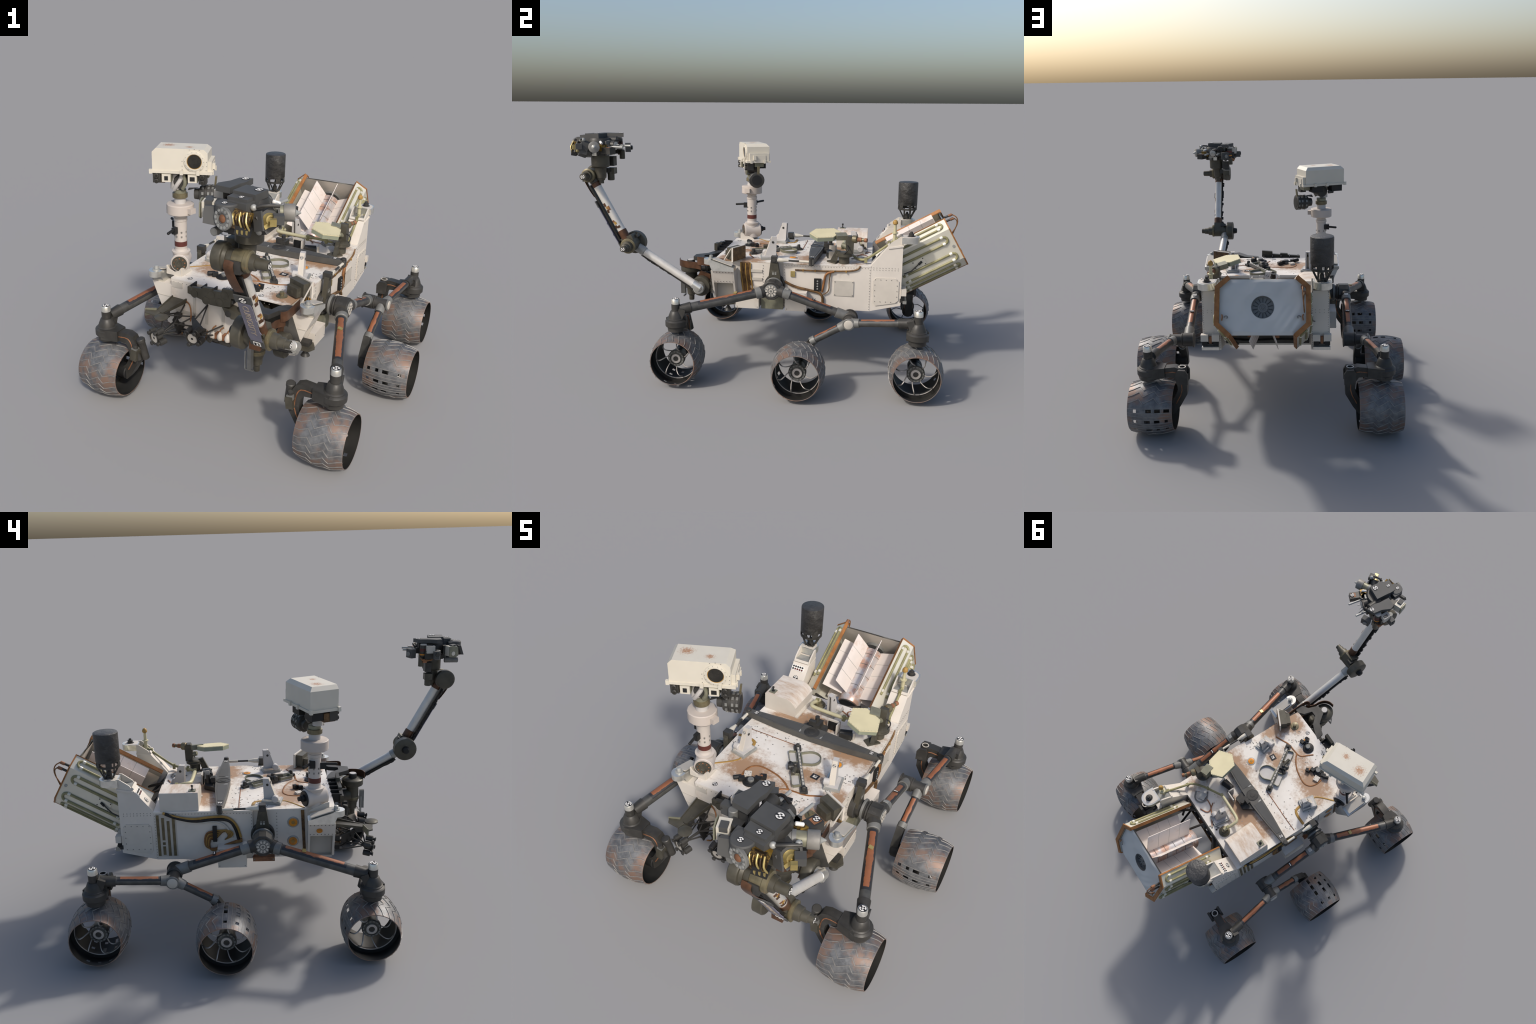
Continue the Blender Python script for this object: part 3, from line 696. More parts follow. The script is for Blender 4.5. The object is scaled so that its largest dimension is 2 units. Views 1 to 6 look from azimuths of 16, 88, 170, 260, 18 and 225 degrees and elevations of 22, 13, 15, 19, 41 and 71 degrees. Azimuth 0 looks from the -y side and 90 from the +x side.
for s in (1, -1):
    mm = lambda *p: mirror(s, p)
    pv = (0.05, 0.452)
    P = Part("rocker_arm", root)
    # body flange and pivot drum
    P.cyl(mm(0.285, *pv), mm(0.312, *pv), 0.052, 'dark', seg=28, bev=0.003)
    P.cyl(mm(0.312, *pv), mm(0.345, *pv), 0.036, 'dark', seg=24)
    P.cyl(mm(0.335, *pv), mm(0.346, *pv), 0.046, 'midgrey', seg=28, bev=0.002)
    P.cyl(mm(0.346, *pv), mm(0.356, *pv), 0.038, 'dark', seg=24)
    P.cyl(mm(0.356, *pv), mm(0.364, *pv), 0.045, 'dark', seg=28, bev=0.002)
    P.cyl(mm(0.364, *pv), mm(0.422, *pv), 0.047, 'dark', seg=10, bev=0.004, phase=pi / 10)
    P.lathe(mm(0.416, *pv), (s, 0, 0), [(0, 0.0335), (0.009, 0.032), (0.010, 0.029)], 'midgrey', 28)
    for k in range(10):
        a = 2 * pi * k / 10
        P.box(mm(0.4265, pv[0] + 0.0215 * cos(a), pv[1] + 0.0215 * sin(a)), (0.002, 0.011, 0.008), 'panelgrey', rot=Matrix.Rotation(a, 3, 'X'))
    P.cyl(mm(0.425, *pv), mm(0.4275, *pv), 0.011, 'panelgrey', seg=18)
    P.cyl(mm(0.4275, *pv), mm(0.4285, *pv), 0.006, 'midgrey', seg=14)
    # sockets
    P.cyl(mm(0.396, 0.022, 0.445), mm(0.4085, -0.003, 0.4385), 0.030, 'dark', r2=0.0295, seg=20)
    P.cyl(mm(0.4065, 0.002, 0.4395), mm(0.4145, -0.026, 0.434), 0.0275, 'midgrey', seg=20, bev=0.002)
    P.cyl(mm(0.400, 0.080, 0.448), mm(0.4045, 0.108, 0.4430), 0.028, 'dark', r2=0.0275, seg=20)
    P.cyl(mm(0.4045, 0.100, 0.4445), mm(0.4035, 0.140, 0.4315), 0.0255, 'midgrey', seg=20, bev=0.002)
    P.box(mm(0.404, 0.125, 0.462), (0.02, 0.018, 0.006), 'grey', rot=(-18, 0, 0))
    # rear end joint
    P.cyl(mm(0.4005, 0.362, 0.3575), mm(0.398, 0.427, 0.334), 0.025, 'midgrey', seg=20)
    P.cyl(mm(0.368, 0.427, 0.328), mm(0.424, 0.427, 0.328), 0.034, 'dark', seg=24, bev=0.003)
    P.cyl(mm(0.368, 0.427, 0.328), mm(0.374, 0.427, 0.328), 0.039, 'dark', seg=24, bev=0.002)
    # front end collar
    P.cyl(mm(0.5115, -0.322, 0.3785), mm(0.527, -0.372, 0.369), 0.0265, 'dark', r2=0.023, seg=20)
    rocker = P.done()
    tube_part("rocker_tube", mm(0.4125, -0.020, 0.4352), mm(0.518, -0.342, 0.3745), 0.0222, rocker, 0.07, 0.80, 0.55)
    tube_part("rocker_tube", mm(0.4040, 0.112, 0.440), mm(0.4000, 0.384, 0.350), 0.0203, rocker, 0.12, 0.80, 0.50)
    P = Part("worn_sticker", rocker)
    P.box(mm(0.445, -0.120, 0.4415), (0.020, 0.016, 0.003), 'goldmetal', bev=0.001, rot=(10, 12 * s, 0))
    P.box(mm(0.402, 0.255, 0.4165), (0.024, 0.014, 0.003), 'markblack', rot=(-18, 0, 0))
    P.box(mm(0.402, 0.255, 0.4175), (0.018, 0.004, 0.003), 'markwhite', rot=(-18, 0, 0))
    P.done()
    # bogie
    P = Part("bogie_arm", root)
    P.cyl(mm(0.424, 0.427, 0.328), mm(0.492, 0.427, 0.328), 0.0265, 'dark', seg=24, bev=0.002)
    P.cyl(mm(0.424, 0.427, 0.328), mm(0.432, 0.427, 0.328), 0.033, 'dark', seg=24, bev=0.002)
    P.cyl(mm(0.486, 0.427, 0.328), mm(0.495, 0.427, 0.328), 0.0285, 'midgrey', seg=24, bev=0.002)
    P.lathe(mm(0.4945, 0.427, 0.328), (s, 0, 0), [(0, 0.022), (0.003, 0.0215), (0.005, 0.018)], 'panelgrey', 24)
    P.cyl(mm(0.470, 0.440, 0.329), mm(0.4805, 0.478, 0.334), 0.0235, 'midgrey', r2=0.021, seg=20)
    P.cyl(mm(0.463, 0.415, 0.320), mm(0.4625, 0.382, 0.300), 0.0235, 'midgrey', r2=0.021, seg=20)
    P.cyl(mm(0.514, 0.655, 0.3545), mm(0.523, 0.715, 0.360), 0.0225, 'dark', seg=20)
    # middle-wheel leg
    P.cyl(mm(0.4585, 0.272, 0.235), mm(0.4575, 0.250, 0.222), 0.0215, 'midgrey', seg=20)
    P.prism([mm(0.440, 0.262, 0.240), mm(0.440, 0.240, 0.236), mm(0.440, 0.190, 0.160), mm(0.440, 0.188, 0.105), mm(0.440, 0.222, 0.105), mm(0.440, 0.228, 0.155), mm(0.440, 0.274, 0.215)], (0.034 * s, 0, 0), 'dark', bev=0.004)
    P.cyl(mm(0.446, 0.205, 0.1255), mm(0.548, 0.205, 0.1255), 0.033, 'black', seg=24, bev=0.004)
    bogie = P.done()
    tube_part("bogie_tube", mm(0.479, 0.470, 0.3335), mm(0.516, 0.680, 0.357), 0.0176, bogie, 0.08, 0.80, 0.6)
    tube_part("bogie_tube", mm(0.4625, 0.386, 0.3025), mm(0.4575, 0.256, 0.2255), 0.0176, bogie, 0.08, 0.85, 0.5)
    # steering struts front and rear
    for y, front in ((-0.392, True), (0.741, False)):
        P = Part("steering_strut", root)
        ax = 0.532 * s
        P.lathe((ax, y, 0.262), (0, 0, 1), [(0, 0.030), (0.004, 0.040), (0.024, 0.041), (0.026, 0.048), (0.030, 0.051), (0.054, 0.051), (0.058, 0.047), (0.061, 0.042), (0.064, 0.042), (0.068, 0.037), (0.080, 0.034), (0.100, 0.026), (0.103, 0.022)], 'dark', 20)
        yt = y + (0.028 if front else -0.028)
        P.box((ax - 0.004 * s, yt, 0.352), (0.044, 0.032, 0.052), 'dark', rot=(-20 if front else 20, 0, 0), bev=0.006)
        P.cyl((ax, y, 0.345), (ax, y, 0.398), 0.0205, 'dark', seg=20)
        P.lathe((ax, y, 0.397), (0, 0, 1), [(0, 0.0205), (0.023, 0.0195), (0.026, 0.0175)], 'silver', 20)
        P.prism([(0.530 * s, y - 0.050, 0.278), (0.530 * s, y + 0.050, 0.278), (0.455 * s, y + 0.030, 0.278), (0.455 * s, y - 0.030, 0.278)], (0, 0, 0.048), 'dark', bev=0.003)
        leg = [(0.462, 0.322), (0.410, 0.327), (0.383, 0.316), (0.366, 0.285), (0.357, 0.235), (0.358, 0.195), (0.392, 0.135), (0.420, 0.098), (0.452, 0.105), (0.455, 0.140), (0.420, 0.175), (0.400, 0.215), (0.404, 0.255), (0.418, 0.276), (0.462, 0.280)]
        P.prism([(x * s, y - 0.020, z) for x, z in leg], (0, 0.040, 0), 'dark', bev=0.003)
        stp = [(0.455, 0.300), (0.410, 0.305), (0.392, 0.290), (0.382, 0.250), (0.381, 0.205), (0.410, 0.150)]
        for d in (-1, 1):
            P.tube([(x * s, y + 0.0205 * d, z) for x, z in stp], 0.0025, 'rust', seg=6, smooth=1)
        P.cyl((0.425 * s, y, 0.1255), (0.475 * s, y, 0.1255), 0.034, 'black', seg=24, bev=0.004)
        strut = P.done()
        marker((ax, y, 0.4232), size=1.25, parent=strut, spin=y)
        P = Part("drive_clamp", strut)
        if front:
            a, b = V((0.355 * s, y + 0.0, 0.306)), V((0.341 * s, y + 0.016, 0.208))
            P.cyl(a, b, 0.0175, 'dark', seg=18, bev=0.003)
            P.cyl(a + (a - b) * 0.03, a - (a - b) * 0.16, 0.0195, 'dark', seg=18, bev=0.003)
            P.cyl(b + V((0.012 * s, -0.03, 0.006)), a + V((0.012 * s, -0.026, -0.02)), 0.011, 'dark', seg=14)
            P.box((0.366 * s, y - 0.008, 0.240), (0.030, 0.066, 0.050), 'olive', rot=(0, -8 * s, 0), bev=0.006)
            P.box((0.366 * s, y - 0.008, 0.262), (0.026, 0.056, 0.020), 'midgrey', rot=(0, -8 * s, 0), bev=0.004)
        else:
            P.lathe((0.379 * s, y, 0.285), (0, 0, 1), [(0, 0.020), (0.030, 0.020), (0.036, 0.018), (0.036, 0.012), (0.020, 0.011), (0.020, 0.001)], 'dark', 20)
            P.lathe((0.379 * s, y, 0.3205), (0, 0, 1), [(0, 0.0178), (0.0, 0.0125), (0.0015, 0.013), (0.0015, 0.0172)], 'panelgrey', 20, closed=True)
            for d in (-1, 1):
                P.prism([(0.352 * s, y + 0.024 * d, 0.248), (0.402 * s, y + 0.024 * d, 0.252), (0.406 * s, y + 0.024 * d, 0.300), (0.394 * s, y + 0.024 * d, 0.318), (0.362 * s, y + 0.024 * d, 0.316), (0.350 * s, y + 0.024 * d, 0.296)], (0, 0.013 * d, 0), 'dark', bev=0.003)
            P.box((0.372 * s, y, 0.268), (0.036, 0.056, 0.035), 'black', bev=0.004)
        P.done()
    # differential link bracket and rod
    P = Part("differential_link", root)
    P.prism([mm(0.300, 0.018, 0.470), mm(0.300, 0.083, 0.470), mm(0.306, 0.066, 0.575), mm(0.306, 0.060, 0.594), mm(0.306, 0.038, 0.594), mm(0.306, 0.032, 0.575)], (0.022 * s, 0, 0), 'olive', bev=0.003)
    P.box(mm(0.314, 0.049, 0.585), (0.034, 0.030, 0.030), 'dark', bev=0.003)
    P.cyl(mm(0.296, 0.049, 0.583), mm(0.334, 0.049, 0.583), 0.010, 'dark', seg=14)
    for dy in (-0.004, 0.008):
        for dz in (0, 0.011, 0.022):
            P.box(mm(0.324, 0.048 + dy, 0.512 + dz), (0.002, 0.008, 0.008), 'grey')
    P.cyl(mm(0.318, 0.060, 0.583), mm(0.3185, 0.090, 0.582), 0.0125, 'cream', r2=0.011, seg=16)
    P.cyl(mm(0.3185, 0.090, 0.582), mm(0.319, 0.120, 0.581), 0.011, 'cream', r2=0.005, seg=16)
    P.cyl(mm(0.319, 0.118, 0.581), mm(0.3195, 0.175, 0.580), 0.0048, 'dark', seg=12)
    P.cyl(mm(0.3195, 0.172, 0.580), mm(0.320, 0.225, 0.579), 0.0065, 'cream', seg=12)
    P.done()

# ------------------------------------------------------------------ differential beam
P = Part("differential_beam", root)
pts = [(0.330, 0.220), (0.330, 0.243), (0.12, 0.262), (0.055, 0.266), (-0.055, 0.266), (-0.12, 0.262), (-0.330, 0.243), (-0.330, 0.220), (-0.16, 0.205), (0, 0.198), (0.16, 0.205)]
P.prism([(x, y, 0.566) for x, y in pts], (0, 0, 0.0275), 'beam', bev=0.002)
for s in (1, -1):
    P.prism([(0.055 * s, 0.210, 0.5936), (0.055 * s, 0.255, 0.5936), (0.13 * s, 0.253, 0.5936), (0.255 * s, 0.243, 0.5936), (0.255 * s, 0.219, 0.5936), (0.15 * s, 0.212, 0.5936)], (0, 0, 0.0012), 'lid')
    P.prism([(0.047 * s, 0.207, 0.5936), (0.047 * s, 0.219, 0.5936), (0.0535 * s, 0.228, 0.5936), (0.0535 * s, 0.210, 0.5936)], (0, 0, 0.001), 'grey')
    P.cyl((0.319 * s, 0.231, 0.560), (0.319 * s, 0.231, 0.602), 0.0125, 'dark', seg=16, bev=0.002)
P.lathe((0, 0.230, 0.592), (0, 0, 1), [(0, 0.034), (0.003, 0.034), (0.0035, 0.029), (0.0022, 0.0285), (0.0022, 0.014), (0.0035, 0.0135), (0.0035, 0.001)], 'dark', 28)
P.prism([(-0.075, 0.262, 0.566), (0.050, 0.262, 0.566), (0.038, 0.315, 0.566), (-0.035, 0.318, 0.566)], (0, 0, 0.020), 'dark', bev=0.004)
P.box((0.0, 0.292, 0.596), (0.026, 0.05, 0.025), 'dark', bev=0.003)
P.cyl((-0.01, 0.300, 0.58), (-0.01, 0.300, 0.63), 0.010, 'dark', seg=12)
P.box((-0.02, 0.275, 0.610), (0.03, 0.018, 0.022), 'dark', bev=0.003)
beam = P.done()
for s in (1, -1): marker((0.278 * s, 0.231, 0.5942), size=0.85, parent=beam)

# ------------------------------------------------------------------ deck equipment
def stay_mesh():
    """Upright lug with a raking front edge, on a flanged foot (local: y along, z up)."""
    Q = Part("release_bracket", None)
    Q.prism([(-0.014, -0.004, 0.012), (-0.014, 0.052, 0.012), (-0.011, 0.056, 0.108), (-0.011, 0.032, 0.112)], (0.006, 0, 0), 'traywhite', bev=0.001)
    Q.prism([(0.014, -0.004, 0.012), (0.014, 0.052, 0.012), (0.011, 0.056, 0.108), (0.011, 0.032, 0.112)], (-0.006, 0, 0), 'traywhite', bev=0.001)
    Q.prism([(-0.013, -0.006, 0.012), (0.013, -0.006, 0.012), (0.010, 0.030, 0.113), (-0.010, 0.030, 0.113)], (0, 0.006, 0), 'whiteclean', bev=0.0015)
    Q.box((0, 0.044, 0.110), (0.022, 0.024, 0.005), 'traywhite', bev=0.001)
    Q.box((0, 0.030, 0.058), (0.016, 0.006, 0.09), 'panelgrey')
    Q.box((0.004, 0.018, 0.006), (0.068, 0.086, 0.011), 'grey', bev=0.002)
    Q.box((0.004, 0.018, 0.0135), (0.050, 0.070, 0.005), 'traywhite', bev=0.002)
    Q.box((-0.024, 0.018, 0.016), (0.006, 0.080, 0.012), 'silver', bev=0.001)
    Q.cyl((-0.034, 0.0, 0.026), (-0.008, 0.0, 0.026), 0.0155, 'traywhite', seg=18, bev=0.003)
    Q.cyl((-0.012, 0.036, 0.085), (0.0135, 0.036, 0.085), 0.006, 'dark', seg=12)
    return Q.mesh()
STAY = stay_mesh()
for (x, y, rz) in [(0.212, -0.012, 12), (-0.212, -0.012, -12), (0.003, 0.462, 172)]:
    o = place("release_bracket", STAY, deck, Matrix.Translation((x, y, DECK)) @ Matrix.Rotation(radians(rz), 4, 'Z'))
    marker((0, 0.0214, 0.0955), n=(0, -0.94, 0.33), size=0.55, parent=o)

# avionics cover with a curved shoulder
P = Part("equipment_cover", deck)
prof = [(-0.287, 0.5635), (-0.287, 0.643), (-0.285, 0.6455), (-0.178, 0.6465), (-0.158, 0.639), (-0.142, 0.626), (-0.131, 0.612), (-0.131, 0.5635)]
P.prism([(x, 0.323, z) for x, z in prof], (0, 0.167, 0), 'whiteclean', bev=0.0012)
P.bm.normal_update(); kd = P.mi('dustytop')
for f in P.bm.faces:
    if abs(f.normal.z) > 0.3: f.material_index = kd
P.box((-0.124, 0.405, 0.567), (0.014, 0.17, 0.006), 'whiteclean', bev=0.001)
P.box((-0.260, 0.349, 0.6475), (0.030, 0.030, 0.003), 'olivelight', bev=0.001, rot=(0, 0, 0))
P.lathe((-0.260, 0.349, 0.648), (0, 0, 1), [(0, 0.008), (0.003, 0.007), (0.004, 0.003), (0.017, 0.003), (0.018, 0.0055), (0.022, 0.0055), (0.024, 0.003)], 'black', 14)
P.done()

# high-gain antenna
P = Part("high_gain_antenna", root)
hexa = [(0.157, 0.236, 0.712), (0.138, 0.325, 0.714), (0.188, 0.364, 0.711), (0.261, 0.332, 0.694), (0.282, 0.255, 0.691), (0.220, 0.211, 0.699)]
hexa = [V(p) for p in hexa]; c = sum(hexa, V()) / 6
nrm = (hexa[1] - hexa[0]).cross(hexa[3] - hexa[0]).normalized()
if nrm.z < 0: nrm = -nrm
hexa = [p - nrm * (p - c).dot(nrm) for p in hexa]
P.prism([p - nrm * 0.020 for p in hexa], nrm * 0.018, 'hgaside', bev=0.001)
P.prism([c + (p - c) * 1.01 - nrm * 0.002 for p in hexa], nrm * 0.004, 'hga', bev=0.0012)
P.dots([hexa[i] * (1 - t) + hexa[(i + 1) % 6] * t + (c - hexa[i]) * 0.035 + nrm * 0.0015 for i in range(6) for t in (.1, .3, .5, .7, .9)], nrm, 0.0014, 0.001, 'hgaside')
hga = P.done()
P = Part("antenna_gimbal", hga)
P.cyl((0.248, 0.386, DECK), (0.248, 0.386, 0.602), 0.026, 'olive', seg=20, bev=0.002)
P.lathe((0.250, 0.387, 0.598), (0, 0, 1), [(0, 0.034), (0.004, 0.042), (0.010, 0.042), (0.012, 0.038), (0.018, 0.038), (0.022, 0.030)], 'olive', 24)
P.prism([(0.205, 0.325, DECK), (0.235, 0.300, DECK), (0.275, 0.345, DECK), (0.225, 0.360, DECK)], (0, 0, 0.008), 'olive', bev=0.002)
P.prism([(0.236, 0.316, 0.570), (0.236, 0.350, 0.570), (0.236, 0.366, 0.624), (0.236, 0.345, 0.630)], (0.018, 0, 0), 'olive', bev=0.003)
P.prism([(0.232, 0.395, 0.615), (0.232, 0.430, 0.615), (0.232, 0.432, 0.685), (0.232, 0.420, 0.702), (0.232, 0.402, 0.702), (0.232, 0.392, 0.680)], (0.036, 0, 0), 'olive', bev=0.005)
P.cyl((0.238, 0.372, 0.655), (0.246, 0.40, 0.645), 0.012, 'olivelight', seg=14, bev=0.002)
P.box((0.222, 0.368, 0.692), (0.044, 0.056, 0.024), 'olivelight', rot=(0, 12, 18), bev=0.003)
P.cyl((0.252, 0.424, 0.687), (0.259, 0.448, 0.687), 0.019, 'olivegold', seg=18, bev=0.003)
P.cyl((0.259, 0.446, 0.687), (0.266, 0.470, 0.687), 0.011, 'rust', seg=16, bev=0.002)
P.cyl((0.264, 0.462, 0.687), (0.2735, 0.492, 0.687), 0.008, 'olivegold', seg=14)
P.cyl((0.2705, 0.482, 0.687), (0.275, 0.496, 0.687), 0.0105, 'rust', seg=14, bev=0.002)
P.tube([(0.262, 0.40, 0.66), (0.29, 0.41, 0.64), (0.285, 0.385, 0.615)], 0.003, 'cable', smooth=2)
P.done()

# coolant line across the rear deck
P = Part("coolant_line", deck)
P.tube([(0.249, 0.640, 0.700), (0.249, 0.605, 0.672), (0.250, 0.500, 0.590), (0.247, 0.470, 0.582), (0.200, 0.430, 0.588), (0.130, 0.395, 0.608), (0.082, 0.370, 0.613)], 0.0062, 'pipe', smooth=2, seg=12)
P.tube([(0.082, 0.370, 0.613), (-0.060, 0.372, 0.614), (-0.082, 0.382, 0.614), (-0.086, 0.405, 0.612), (-0.078, 0.462, 0.595)], 0.0088, 'pipelight', smooth=2, seg=14)
for p in [(0.250, 0.492, 0.584), (0.165, 0.412, 0.599), (0.085, 0.370, 0.612), (-0.080, 0.440, 0.602), (0.249, 0.600, 0.669)]:
    P.box(p, (0.014, 0.014, 0.026), 'pipe', bev=0.002)
P.lathe((-0.080, 0.464, DECK), (0, 0, 1), [(0, 0.030), (0.006, 0.030), (0.008, 0.022), (0.016, 0.022), (0.018, 0.012), (0.030, 0.012)], 'olivegold', 22)
P.lathe((0.248, 0.626, 0.695), (0, 0, 1), [(-0.03, 0.009), (0.0, 0.009), (0.026, 0.0085), (0.027, 0.0155), (0.031, 0.0155), (0.032, 0.008), (0.070, 0.0068)], 'pipelight', 18)
P.lathe((0.248, 0.626, 0.764), (0, 0, 1), [(0, 0.007), (0.004, 0.0125), (0.012, 0.0125), (0.020, 0.009), (0.024, 0.003)], 'ochre', 16)
P.done()
P = Part("equipment_box", deck)
P.box((0.056, 0.333, 0.590), (0.060, 0.006, 0.050), 'whiteclean', rot=(0, 0, 0), bev=0.001)
P.box((0.083, 0.318, 0.590), (0.006, 0.036, 0.050), 'whiteclean', bev=0.001)
P.box((0.056, 0.326, 0.585), (0.046, 0.004, 0.044), 'black')
P.cyl((0.100, 0.303, 0.582), (0.150, 0.322, 0.582), 0.017, 'black', seg=16)
P.box((0.128, 0.302, 0.5775), (0.056, 0.020, 0.03), 'dark', rot=(0, 0, 12), bev=0.002)
P.box((0.160, 0.322, 0.582), (0.008, 0.036, 0.038), 'panelgrey', rot=(0, 0, 14), bev=0.001)
P.tube([(0.20, 0.47, 0.567), (0.17, 0.50, 0.568), (0.13, 0.49, 0.569), (0.12, 0.45, 0.568), (0.16, 0.42, 0.567)], 0.004, 'midgrey', smooth=2, flat=.6)
P.tube([(0.19, 0.46, 0.566), (0.10, 0.44, 0.567), (0.04, 0.47, 0.567), (-0.02, 0.505, 0.566)], 0.003, 'rust', smooth=2, flat=.5)
P.tube([(0.10, 0.505, 0.566), (0.05, 0.48, 0.567), (0.09, 0.43, 0.567)], 0.003, 'rust', smooth=2, flat=.5)
P.box((0.15, 0.455, 0.568), (0.03, 0.04, 0.012), 'grey', rot=(0, 0, 25), bev=0.003)
P.cyl((0.165, 0.465, DECK), (0.165, 0.465, 0.572), 0.02, 'panelgrey', seg=18)
P.dots([(-0.02 + RNG.uniform(-.03, .03), 0.495 + RNG.uniform(-.02, .02), DECK) for _ in range(12)], (0, 0, 1), 0.005, 0.0012, 'midgrey', 8)
P.done()
P = Part("generator_strut", root)
for a, b in [((0.20, 0.522, 0.55), (0.15, 0.60, 0.48)), ((0.11, 0.522, 0.55), (0.19, 0.62, 0.50)), ((0.02, 0.522, 0.552), (0.06, 0.63, 0.50)),
             ((-0.06, 0.522, 0.552), (-0.17, 0.62, 0.50)), ((-0.08, 0.522, 0.55), (-0.15, 0.60, 0.45)), ((0.19, 0.522, 0.37), (0.13, 0.66, 0.40)), ((-0.19, 0.522, 0.37), (-0.13, 0.66, 0.40))]:
    P.cyl(a, b, 0.0062, 'dark', seg=10)
P.done()

# sample trays with the central bar
P = Part("inlet_tray", deck)
d = (V((-0.016, 0.130, 0)) - V((0.128, -0.091, 0))); dn = d.normalized(); side = V((dn.y, -dn.x, 0))
if side.x < 0: side = -side      # towards +x,+y : big tray side
bar0 = V((0.128, -0.091, DECK)); R3 = Matrix((dn, V((-dn.y, dn.x, 0)), V((0, 0, 1)))).transposed()
mid = bar0 + d / 2
P.box(mid + V((0, 0, 0.014)), (0.245, 0.012, 0.014), 'midgrey', rot=R3, bev=0.002)
for k in range(12): P.box(bar0 + dn * (0.025 + 0.02 * k) + V((0, 0, 0.0215)), (0.012, 0.006, 0.002), 'panelgrey', rot=R3)
for e in (0.0, 1.0):
    p = bar0 + d * e
    P.box(p + V((0, 0, 0.006)), (0.030, 0.030, 0.012), 'dark', rot=R3, bev=0.002)
    P.cyl(p + V((0, 0, 0.010)), p + V((0, 0, 0.030)), 0.0095, 'dark', r2=0.008, seg=14, bev=0.002)
def tray(cx, pts, h):
    rim = [cx + dn * a + side * b + V((0, 0, 0.006)) for a, b in pts]
    cc = sum(rim, V()) / len(rim); n = len(rim); k = P.mi('olivelight'); up = V((0, 0, h))
    P.prism([p - V((0, 0, 0.004)) for p in rim], V((0, 0, h * 0.45)), 'traywhite')
    loops = [[P.bm.verts.new(q) for q in (p, p + up, cc + (p - cc) * 0.92 + up, cc + (p - cc) * 0.92)] for p in rim]
    for i in range(n):
        for c in range(3):
            P.bm.faces.new((loops[i][c], loops[(i + 1) % n][c], loops[(i + 1) % n][c + 1], loops[i][c + 1])).material_index = k
big = [(-0.036, 0.008), (0.036, 0.008)] + [(0.042 * cos(a), 0.046 + 0.046 * sin(a)) for a in [pi * k / 12 for k in range(13)]]
tray(bar0 + d * 0.70, big, 0.014)
tray(bar0 + d * 0.20 - side * 0.0, [(-0.032, -0.010), (-0.036, -0.038), (-0.03, -0.046), (0.036, -0.044), (0.040, -0.036), (0.036, -0.010)], 0.014)
tray(bar0 + d * 0.75, [(-0.036, -0.010), (-0.038, -0.040), (0.034, -0.042), (0.040, -0.034), (0.036, -0.010)], 0.012)
c0 = bar0 + d * 0.46 - side * 0.024
P.box(c0 + V((0, 0, 0.018)), (0.034, 0.034, 0.034), 'dark', rot=R3, bev=0.005)
P.cyl(c0 + V((0, 0, 0.026)), c0 - side * 0.030 + V((0, 0, 0.028)), 0.012, 'dark', seg=14, bev=0.003)
P.cyl(c0 + dn * -0.01 + V((0, 0, 0.030)), c0 - dn * 0.048 - side * 0.014 + V((0, 0, 0.030)), 0.009, 'olive', seg=14, bev=0.002)
P.cyl(c0 + dn * 0.012 + V((0, 0, 0.02)), c0 + dn * 0.038 - side * 0.02 + V((0, 0, 0.016)), 0.010, 'black', seg=12, bev=0.002)
P.cyl(c0 + V((0, 0, 0.03)), c0 + V((0, 0, 0.047)), 0.009, 'dark', seg=12, bev=0.003)
P.done()

# inlet dials, small boxes and wiring on the fore deck
P = Part("deck_dial", deck)
for x, y in [(0.061, -0.184), (-0.085, -0.150)]:
    P.lathe((x, y, DECK), (0, 0, 1), [(0, 0.031), (0.005, 0.031), (0.007, 0.027), (0.009, 0.018), (0.012, 0.016), (0.012, 0.001)], 'black', 24)
    P.cyl((x + 0.004, y, DECK + 0.010), (x + 0.004, y, DECK + 0.020), 0.0135, 'midgrey', seg=18, bev=0.002)
for (x, y, rz) in [(0.108, -0.175, 15), (0.104, -0.205, 40), (-0.048, -0.105, 30), (-0.062, -0.128, 10), (-0.120, -0.158, 35)]:
    P.box((x, y, DECK + 0.010), (0.024, 0.018, 0.020), 'black', rot=(0, 8, rz), bev=0.003)
P.cyl((0.098, -0.180, DECK + 0.012), (0.112, -0.214, DECK + 0.015), 0.0095, 'black', seg=12, bev=0.002)
P.cyl((-0.125, -0.150, DECK + 0.012), (-0.150, -0.172, DECK + 0.013), 0.010, 'black', seg=12, bev=0.002)
P.box((0.106, -0.19, DECK + 0.019), (0.01, 0.008, 0.006), 'orange', rot=(0, 0, 20))
P.box((-0.052, -0.112, DECK + 0.020), (0.008, 0.008, 0.004), 'rust')
P.box((-0.114, -0.117, DECK + 0.005), (0.030, 0.030, 0.010), 'whiteclean', rot=(0, 0, 24), bev=0.002)
P.dots([(-0.114 + a * 0.008, -0.117 + b * 0.008, DECK + 0.010) for a in (-1, 1) for b in (-1, 1)], (0, 0, 1), 0.0022, 0.0008, 'rivet')
P.lathe((0.214, -0.197, DECK), (0, 0, 1), [(0, 0.024), (0.002, 0.024), (0.003, 0.021), (0.003, 0.009), (0.012, 0.008), (0.013, 0.010), (0.020, 0.010), (0.021, 0.006)], 'olivegold', 22)
P.box((0.127, 0.011, DECK + 0.0007), (0.034, 0.030, 0.0016), 'markblack', rot=(0, 0, -4))
P.box((0.127, 0.011, DECK + 0.0012), (0.016, 0.014, 0.0016), 'markwhite', rot=(0, 0, -4))
P.box((0.128, 0.012, DECK + 0.0017), (0.010, 0.009, 0.0016), 'markblack', rot=(0, 0, -4))
P.box((0.126, 0.011, DECK + 0.0022), (0.006, 0.003, 0.0016), 'markwhite', rot=(0, 0, -4))
P.done()
P = Part("deck_wiring", deck)
z = DECK + 0.0008
